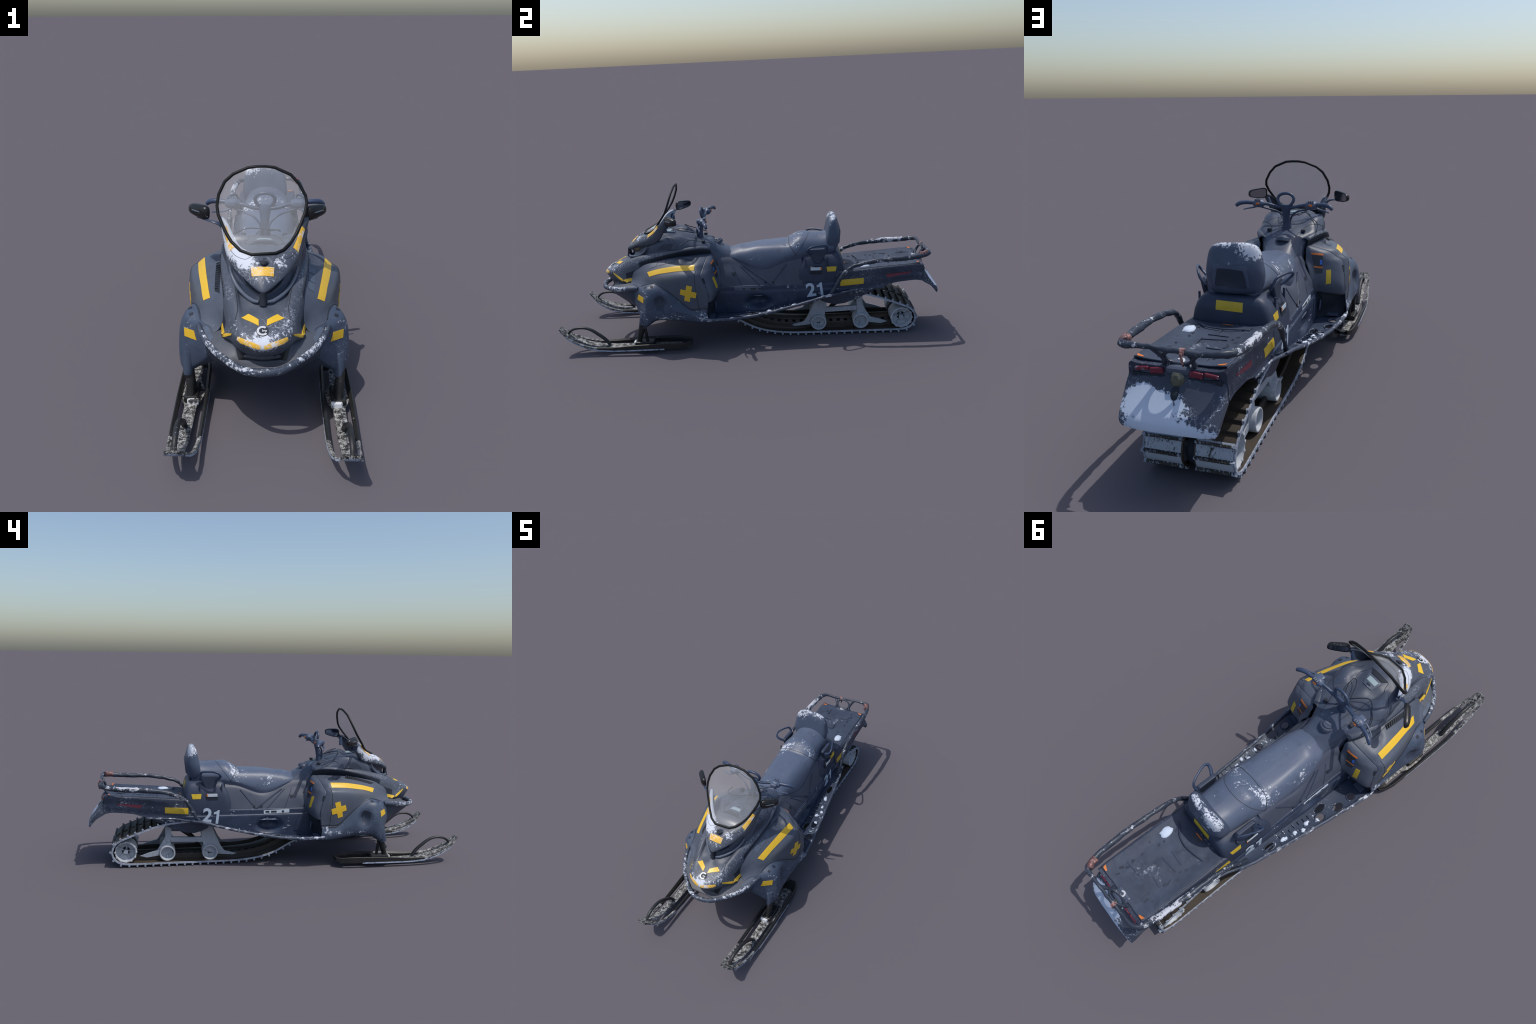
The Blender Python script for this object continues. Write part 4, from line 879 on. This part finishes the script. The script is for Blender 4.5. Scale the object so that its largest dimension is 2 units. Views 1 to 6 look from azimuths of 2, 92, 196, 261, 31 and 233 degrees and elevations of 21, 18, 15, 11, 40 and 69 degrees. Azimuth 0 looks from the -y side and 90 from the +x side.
# side plates hanging below the tail box
for s in (1, -1):
    low = [(.36, .245), (.375, .200), (.408, .185), (.449, .174), (.50, .180), (.564, .203), (.638, .240), (.696, .266), (.70, .275), (.55, .268), (.45, .25)]
    plate('tunnel_skirt', low, s * .118, s * .150, 'tail', tun, bevel=.006)
# snow flap
fl = []
for z, y, w, th in ((.374, .907, .138, .010), (.356, .916, .142, .014), (.336, .930, .150, .020), (.300, .957, .152, .024), (.270, .981, .151, .026), (.250, .995, .149, .022), (.234, .9995, .146, .014), (.224, 1.0, .138, .010)):
    out = [(x * w, y - .010 * abs(x) ** 4 * (z < .36), z) for x in np.linspace(-1, 1, 17)]
    inn = [(x * w, y - th - .03 * abs(x) ** 6 * (1 if .27 < z < .36 else .2), z - .003) for x in np.linspace(1, -1, 17)]
    fl.append(out + inn)
Gf = crom(np.array(fl), 3); Gf = rough_up(Gf, .0015, 18, 4)
flap = grid('snow_flap', Gf, 'flap', closed=True, caps=(True, True), angle=50)
# tail lamps, hitch block and lamp lens
for s in (1, -1):
    box('tail_lamp', (s * .060, .914, .366), (.042, .010, .018), 'red', tail, rot=Matrix.Rotation(s * .10, 3, 'Y'), bevel=.003)
    box('tail_lamp', (s * .106, .914, .368), (.044, .010, .012), 'red', tail, rot=Matrix.Rotation(s * .10, 3, 'Y'), bevel=.004)
    box('tail_panel', (s * .085, .914, .346), (.105, .010, .020), 'recess', tail, bevel=.003)
    for k in range(3): disc('tail_rivet', (s * (.05 + k * .032), .9195, .346), (0, 1, 0), .0004, .006, 'pod', tail, n=12)
hitch = box('hitch_cover', (-.006, .898, .3755), (.075, .052, .026), 'tank', tail, rot=Matrix.Rotation(-.22, 3, 'X'), bevel=.010)
G = []
for z, w, d in ((.372, .012, .008), (.364, .018, .014), (.352, .021, .017), (.340, .022, .016), (.328, .018, .012), (.322, .010, .006)):
    G.append([(-.006 + w * math.cos(t), .920 + d * math.sin(t), z) for t in np.arange(10) / 10 * 2 * math.pi])
lens = grid('tail_lens', rough_up(np.array(G), .003, 60, 2), 'lens_tail', hitch, closed=True, caps=(True, True), angle=25)
tube('hitch_tongue', [(-.006, .925, .330), (-.006, .945, .312), (-.010, .952, .300)], [.018, .014, .009], 'recess', hitch, sides=8, flat=.5)
tube('hitch_pin', [(-.006, .930, .322), (-.005, .948, .305), (-.012, .962, .290)], .004, 'bezel', hitch, sides=6)

# ------------------------------------------------------------------ cargo rail
left = [(-.180, .415, .240), (-.184, .440, .275), (-.184, .468, .322), (-.182, .495, .362), (-.180, .530, .390), (-.178, .575, .406), (-.178, .64, .419), (-.178, .72, .427), (-.175, .80, .430), (-.168, .87, .435), (-.157, .907, .441), (-.137, .929, .445)]
right = [(-x + .006, y + (.008 if y > .86 else 0), z + .001) for x, y, z in left]
left = [(x + (.001 if y < .5 else -.004), y - (.004 if y > .86 else 0), z - (.005 if y > .5 else 0)) for x, y, z in left]
path = left + [(-.08, .932, .436), (-.03, .934, .440), (.03, .936, .443), (.09, .938, .446)] + right[::-1]
rad = [.009, .009, .0095, .0105, .0105, .0105, .012, .0135, .014, .0135, .012, .010, .0075, .008, .0075, .0075]
rad += [.012, .0125, .0125, .0125, .012, .0115, .0105, .010, .010, .010, .0095, .009][:len(right)]
rack = tube('cargo_rail', path, rad, 'rail', n=6, sides=12, lump=.0035)
for x, y, z in ((.156, .908, .443),): tube('corner_tape', [(x + .008, y - .022, z), (x + .003, y + .004, z + .001), (x - .012, y + .020, z + .003)], .0150, 'red_tape', rack, sides=12)
tube('cord_wrap', [(-.038, .9340, .4395), (-.024, .9345, .4405)], .0105, 'red_tape', rack, sides=12)
tube('cord', [(-.030, .945, .440), (-.033, .946, .420), (-.034, .940, .400)], [.004, .004, .003], 'red_tape', rack, sides=6)
# struts and the eye between rail and deck
for pts in ([(.060, .938, .446), (.048, .926, .428), (.038, .912, .405), (.040, .902, .386)], [(-.075, .933, .438), (-.062, .924, .422), (-.050, .912, .405), (-.052, .902, .386)]):
    tube('rail_strut', pts, [.009, .008, .007, .009], 'rail', rack, sides=8, lump=.0015)
tube('rail_eye', [(-.007 + .041 * math.cos(t), .914 + .013 * math.sin(t), .412 + .025 * math.sin(t)) for t in np.arange(14) / 14 * 2 * math.pi], .0055, 'rail', rack, closed=True, n=2, sides=8, lump=.001)

# ------------------------------------------------------------------ track
# centre line of the belt in (y, z), front sprocket hidden under the tunnel
track_pts = [(.25, .0165), (.40, .0155), (.57, .0155), (.75, .0155), (.80, .0165), (.838, .024), (.864, .044), (.876, .072), (.872, .105), (.854, .131), (.825, .149), (.745, .181), (.628, .221), (.50, .238), (.30, .243), (.10, .243), (-.06, .240), (-.13, .228), (-.160, .202), (-.155, .170), (-.125, .135), (-.062, .100), (.005, .062), (.06, .041), (.12, .028), (.18, .0205)]
belt_c = crom(track_pts, 6, True)
# resample evenly
def even(P, n):
    Q = np.r_[P, P[:1]]; d = np.r_[0, np.cumsum(np.linalg.norm(np.diff(Q, axis=0), axis=1))]
    t = np.linspace(0, d[-1], n, endpoint=False); return np.c_[np.interp(t, d, Q[:, 0]), np.interp(t, d, Q[:, 1])]
PITCH = 54
belt_c = even(belt_c, PITCH * 4)
tan = np.roll(belt_c, -1, 0) - np.roll(belt_c, 1, 0); tan /= np.linalg.norm(tan, axis=1, keepdims=True)
nor = np.c_[tan[:, 1], -tan[:, 0]]          # outward (down on the bottom run)
track = bpy.data.objects.new('track', None); COL.objects.link(track); track.parent = ROOT
TC = -.010
def band(name, x0, x1, a, b, mat):
    V = []; n = len(belt_c)
    for i in range(n):
        c, nn = belt_c[i], nor[i]
        for x, h in ((x0, a), (x1, a), (x1, b), (x0, b)): V.append((x, c[0] + nn[0] * h, c[1] + nn[1] * h))
    F = [(i * 4 + q, i * 4 + (q + 1) % 4, ((i + 1) % n) * 4 + (q + 1) % 4, ((i + 1) % n) * 4 + q) for i in range(n) for q in range(4)]
    return new(name, V, F, mat, track, shift=False, angle=30)
X0, X1 = .022, .143
for s in (1, -1):
    band('belt', TC + s * X0, TC + s * X1, -.0035, .0035, 'belt')
    band('belt_edge', TC + s * (X1 + .0002), TC + s * (X1 + .005), -.0045, .0045, 'belt_edge')
    band('belt_edge', TC + s * (X0 - .004), TC + s * (X0 - .0002), -.004, .004, 'belt')
# lugs: a tapered paddle, one mesh shared by all
def lug_mesh(w):
    me = bpy.data.meshes.new('track_lug')
    V = [(x * w, y, z) for x in (-.5, .5) for y, z in ((-.0055, 0), (.0055, 0), (.0028, .0115), (-.0028, .0115))]
    F = [(0, 1, 2, 3), (4, 7, 6, 5)] + [(q, q + 4, (q + 1) % 4 + 4, (q + 1) % 4) for q in range(4)]
    me.from_pydata(V, [], F); me.materials.append(M['lug']); return me
lm = lug_mesh(X1 - X0 + .004); lp = lug_mesh(X1 - X0 + .004); lp.materials[0] = M['lug_frost']
nub = bpy.data.meshes.new('lug_tip'); V = [(x, y, z) for x in (-.004, .004) for y, z in ((-.0055, 0), (.0055, 0), (.0042, .0118), (-.0042, .0118))]
nub.from_pydata(V, [], [(0, 1, 2, 3), (4, 7, 6, 5)] + [(q, q + 4, (q + 1) % 4 + 4, (q + 1) % 4) for q in range(4)]); nub.materials.append(M['belt_edge'])
bridge = bpy.data.meshes.new('belt_bridge'); V = [(x, y, z) for x in (-.024, .024) for y, z in ((-.012, -.003), (.012, -.003), (.012, .003), (-.012, .003))]
bridge.from_pydata(V, [], [(0, 1, 2, 3), (4, 7, 6, 5)] + [(q, q + 4, (q + 1) % 4 + 4, (q + 1) % 4) for q in range(4)]); bridge.materials.append(M['belt'])
for k in range(PITCH):
    i = k * 4; c, nn, tt = belt_c[i], nor[i], tan[i]
    R = Matrix(((1, 0, 0), (0, tt[0], nn[0]), (0, tt[1], nn[1]))).to_4x4()
    for s in (1, -1):
        for me, x, nm in ((lp if c[0] > .83 else lm, (X0 + X1) / 2, 'track_lug'), (nub, X1 + .0025, 'lug_tip')):
            o = bpy.data.objects.new(nm, me); COL.objects.link(o); o.parent = track
            m = R.copy(); m.translation = (TC + s * x, c[0] + nn[0] * .0025, c[1] + nn[1] * .0025); o.matrix_local = m
    if not (c[0] > .80 or (k % 2 and 0)):
        o = bpy.data.objects.new('belt_bridge', bridge); COL.objects.link(o); o.parent = track
        m = R.copy(); m.translation = (TC, c[0], c[1]); o.matrix_local = m
# frost caked on the belt where it wraps the rear wheels
idx = [i for i in range(len(belt_c)) if belt_c[i][0] > .853]
for s in (1, -1):
    x0, x1 = sorted((TC + s * (X0 + .001), TC + s * (X1 - .001)))
    idx.sort(key=lambda i: math.atan2(belt_c[i][1] - .075, belt_c[i][0] - .80))
    G = np.array([[(x, belt_c[i][0] + nor[i][0] * .0042, belt_c[i][1] + nor[i][1] * .0042) for x in np.linspace(x0, x1, 4)] for i in idx])
    grid('belt_frost', G, 'band_snow', track, shift=False)

# ------------------------------------------------------------------ suspension: slide rails, struts, wheels
susp = bpy.data.objects.new('suspension', None); COL.objects.link(susp); susp.parent = ROOT
for s in (1, -1):
    x = TC + s * .090
    plate('slide_rail', [(-.06, .116), (.0, .078), (.06, .054), (.12, .038), (.2, .028), (.3, .0225), (.6, .0215), (.80, .0225), (.80, .046), (.60, .048), (.36, .050), (.25, .046), (.18, .050), (.12, .060), (.06, .077), (.0, .104), (-.05, .140)], x - .005, x + .005, 'rail_dark', susp, shift=False)
for s in (1, -1):
    x = TC + s * .100
    plate('suspension_strut', [(.602, .215), (.565, .215), (.570, .150), (.572, .118), (.562, .060), (.600, .050), (.700, .036), (.735, .046), (.690, .062), (.645, .074), (.622, .110), (.600, .150)], x - .006, x + .006, 'frame', susp, shift=False)
    plate('suspension_strut', [(.405, .215), (.355, .215), (.330, .150), (.300, .085), (.282, .060), (.215, .042), (.235, .036), (.31, .042), (.350, .052), (.392, .070), (.400, .115), (.408, .150)], x - .006, x + .006, 'frame', susp, shift=False)
    plate('suspension_crossbar', [(.400, .140), (.570, .146), (.570, .120), (.400, .114)], x - .007, x + .009 * 1, 'frame', susp, shift=False)
    # idler wheels: open tubes with a web part way in
    for y, z, r, xo, xi in ((.590, .062, .0425, .128, .055), (.362, .060, .0425, .128, .055), (.808, .078, .058, .134, .035)):
        hub = .012 if r < .05 else .022
        prof = [(hub, xi), (r * .98, xi), (r, xi + .004), (r, xo - .003), (r - .002, xo), (r - .006, xo), (r - .0075, xo - .003), (r - .010, xo - .030), (hub, xo - .034), (hub, xi)]
        w = lathe('idler_wheel', [(q, s * p) for q, p in prof], 'wheel', susp, n=22, centre=(TC, y, z), shift=False)
        a0 = .5
        for k in range(3 if r < .05 else 5):
            a = a0 + k * 2 * math.pi / (3 if r < .05 else 5)
            box('wheel_spoke', (TC + s * (xo - .028), y + (r * .55) * math.cos(a), z + (r * .55) * math.sin(a)), (.010, r * .62, .008), 'frame', w, rot=Matrix.Rotation(a, 3, 'X'), shift=False)
        disc('wheel_bore', (TC + s * (xo - .0325), y, z), (s, 0, 0), .0005, hub, 'black', w, h=.0012, shift=False)
        if r > .05:
            for k in range(12):
                a = k * math.pi / 6
                box('wheel_tooth', (TC + s * (xo - .002), y + (r - .003) * math.cos(a), z + (r - .003) * math.sin(a)), (.008, .010, .010), 'wheel', w, rot=Matrix.Rotation(a, 3, 'X'), shift=False)
tube('axle', [(TC - .125, .808, .078), (TC + .125, .808, .078)], .012, 'frame', susp, n=1, shift=False)
tube('axle', [(TC - .10, .590, .062), (TC + .10, .590, .062)], .008, 'frame', susp, n=1, shift=False)
tube('axle', [(TC - .10, .362, .060), (TC + .10, .362, .060)], .008, 'frame', susp, n=1, shift=False)
tube('axle', [(TC - .105, .583, .205), (TC + .105, .583, .205)], .013, 'frame', susp, n=1, shift=False)
tube('axle', [(TC - .105, .378, .205), (TC + .105, .378, .205)], .013, 'frame', susp, n=1, shift=False)
lathe('middle_wheel', [(.004, -.012), (.054, -.012), (.056, -.008), (.056, .008), (.054, .012), (.004, .012)], 'recess', susp, centre=(TC, .808, .078), shift=False)
tube('shock_absorber', [(TC, .56, .19), (TC, .47, .13), (TC, .42, .08)], [.014, .014, .010], 'rail_dark', susp, n=2, shift=False)

# ------------------------------------------------------------------ skis
def ski_z(y): return float(np.interp(y, [-.995, -.975, -.94, -.90, -.85, -.80, -.72, -.6, -.4, -.34, -.31], [.134, .114, .084, .062, .043, .031, .024, .022, .021, .021, .032]))
def ski(s):
    out = []; cxs = .2605 * s
    # outer half width of the side rails (inner and outer side of the ski differ a little)
    def wo(y, side): # side +1 = away from the sled
        return float(np.interp(y, [-1.0, -.985, -.95, -.90, -.82, -.74, -.55, -.38, -.33, -.305], [.020, .031, .036, .041, .047, .050, .052, .051, .040, .022]) if side * s > 0 else np.interp(y, [-1.0, -.985, -.95, -.90, -.82, -.74, -.55, -.38, -.33, -.305], [.012, .024, .040, .051, .057, .058, .058, .052, .040, .022]))
    cx = lambda y: s * float(np.interp(y, [-1.0, -.90, -.7, -.3], [.255, .256, .257, .257]))
    ys = np.r_[np.linspace(-.995, -.90, 12), np.linspace(-.88, -.40, 22), np.linspace(-.385, -.305, 8)]
    def ribbon(name, prof, mat, parent=None, yr=ys, caps=(True, True)):
        """prof(y) -> closed section in (x offset from the ski axis, z above the runner)"""
        G = np.array([[(cx(y) + px, y, ski_z(y) + pz) for px, pz in prof(y)] for y in yr])
        return grid(name, G, mat, parent, closed=True, caps=caps, shift=False, angle=35)
    kw = lambda y: float(np.interp(y, [-1.0, -.985, -.96, -.93, -.64, -.605, -.58, -.54, -.50, -.46, -.30], [.017, .025, .028, .019, .021, .022, .036, .042, .036, .020, .018]))
    keel = ribbon('ski', lambda y: [(-kw(y), .001), (kw(y), .001), (kw(y), .008), (kw(y) * .8, .0105), (-kw(y) * .8, .0105), (-kw(y), .008)], 'ski_grit', yr=np.linspace(-.995, -.31, 48))
    ribbon('ski_runner', lambda y: [(-kw(y) * .8, -.006), (kw(y) * .8, -.006), (kw(y) * .95, .0008), (-kw(y) * .95, .0008)], 'ski_edge', keel, yr=np.linspace(-.99, -.34, 40))
    for d in (1, -1):
        hgt = lambda y: float(np.interp(y, [-1.0, -.95, -.86, -.74, -.6, -.40, -.36, -.305], [.004, .006, .009, .016, .026, .030, .028, .014]))
        lo = lambda y: float(np.interp(y, [-1.0, -.86, -.7, -.5, -.3], [-.002, -.003, .0, .004, .006]))
        fr = np.linspace(-.99, -.80, 16); rr = np.linspace(-.80, -.308, 26)
        sec = lambda y: [(d * (wo(y, d) - .013), lo(y) + .0), (d * wo(y, d), lo(y)), (d * wo(y, d), lo(y) + hgt(y)), (d * (wo(y, d) - .004), lo(y) + hgt(y) + .0025), (d * (wo(y, d) - .013), lo(y) + hgt(y) * .75)]
        ribbon('ski_side_rail', sec, 'ski_grit', keel, yr=fr, caps=(True, True))
        ribbon('ski_side_rail', sec, 'ski_black', keel, yr=rr)
        ribbon('ski_runner_edge', lambda y: [(d * (wo(y, d) - .006), lo(y) - .004), (d * (wo(y, d) + .001), lo(y) - .004), (d * (wo(y, d) + .001), lo(y) + .003), (d * (wo(y, d) - .006), lo(y) + .003)], 'ski_edge', keel, yr=np.linspace(-.96, -.45, 30))
    # tip plate and rear plate
    ribbon('ski_tip', lambda y: [(-wo(y, -1) + .001, .0015), (wo(y, 1) - .001, .0015), (wo(y, 1) - .001, .009), (-wo(y, -1) + .001, .009)], 'ski_grit', keel, yr=np.linspace(-1.0, -.958, 8))
    ribbon('ski_heel', lambda y: [(-wo(y, -1) + .002, .002), (wo(y, 1) - .002, .002), (wo(y, 1) - .002, .016), (-wo(y, -1) + .002, .016)], 'ski_black', keel, yr=np.linspace(-.36, -.308, 8))
    # carrying loop
    hx = lambda y: cx(y) + .004 * s
    pts = [(-.955, .110), (-.938, .127), (-.910, .138), (-.868, .139), (-.832, .126), (-.798, .101), (-.765, .072), (-.742, .040)]
    tube('ski_loop', [(hx(y), y, z) for y, z in pts], [.008, .0085, .0095, .0095, .010, .011, .011, .011], 'ski_loop', keel, sides=8, flat=.75, shift=False)
    if s < 0: keel.location.y = .010      # the left ski trails a little
    # saddle and leg
    box('ski_saddle', (cx(-.56), -.555, .043), (.050, .10, .026), 'ski_black', keel, bevel=.006, shift=False)
    box('saddle_snow', (cx(-.58) - .008 * s, -.608, .040), (.040, .016, .022), 'steel_snow', keel, bevel=.004, shift=False)
    tube('ski_leg', [(s * .258, -.592, .030), (s * .259, -.582, .070), (s * .260, -.572, .105), (s * .261, -.560, .150)], [.014, .0135, .016, .016], 'ski_black', keel, sides=14, shift=False)
    tube('ski_damper', [(s * .246, -.545, .040), (s * .252, -.548, .090), (s * .256, -.552, .14)], .008, 'ski_black', keel, sides=8, shift=False)
ski(1); ski(-1)
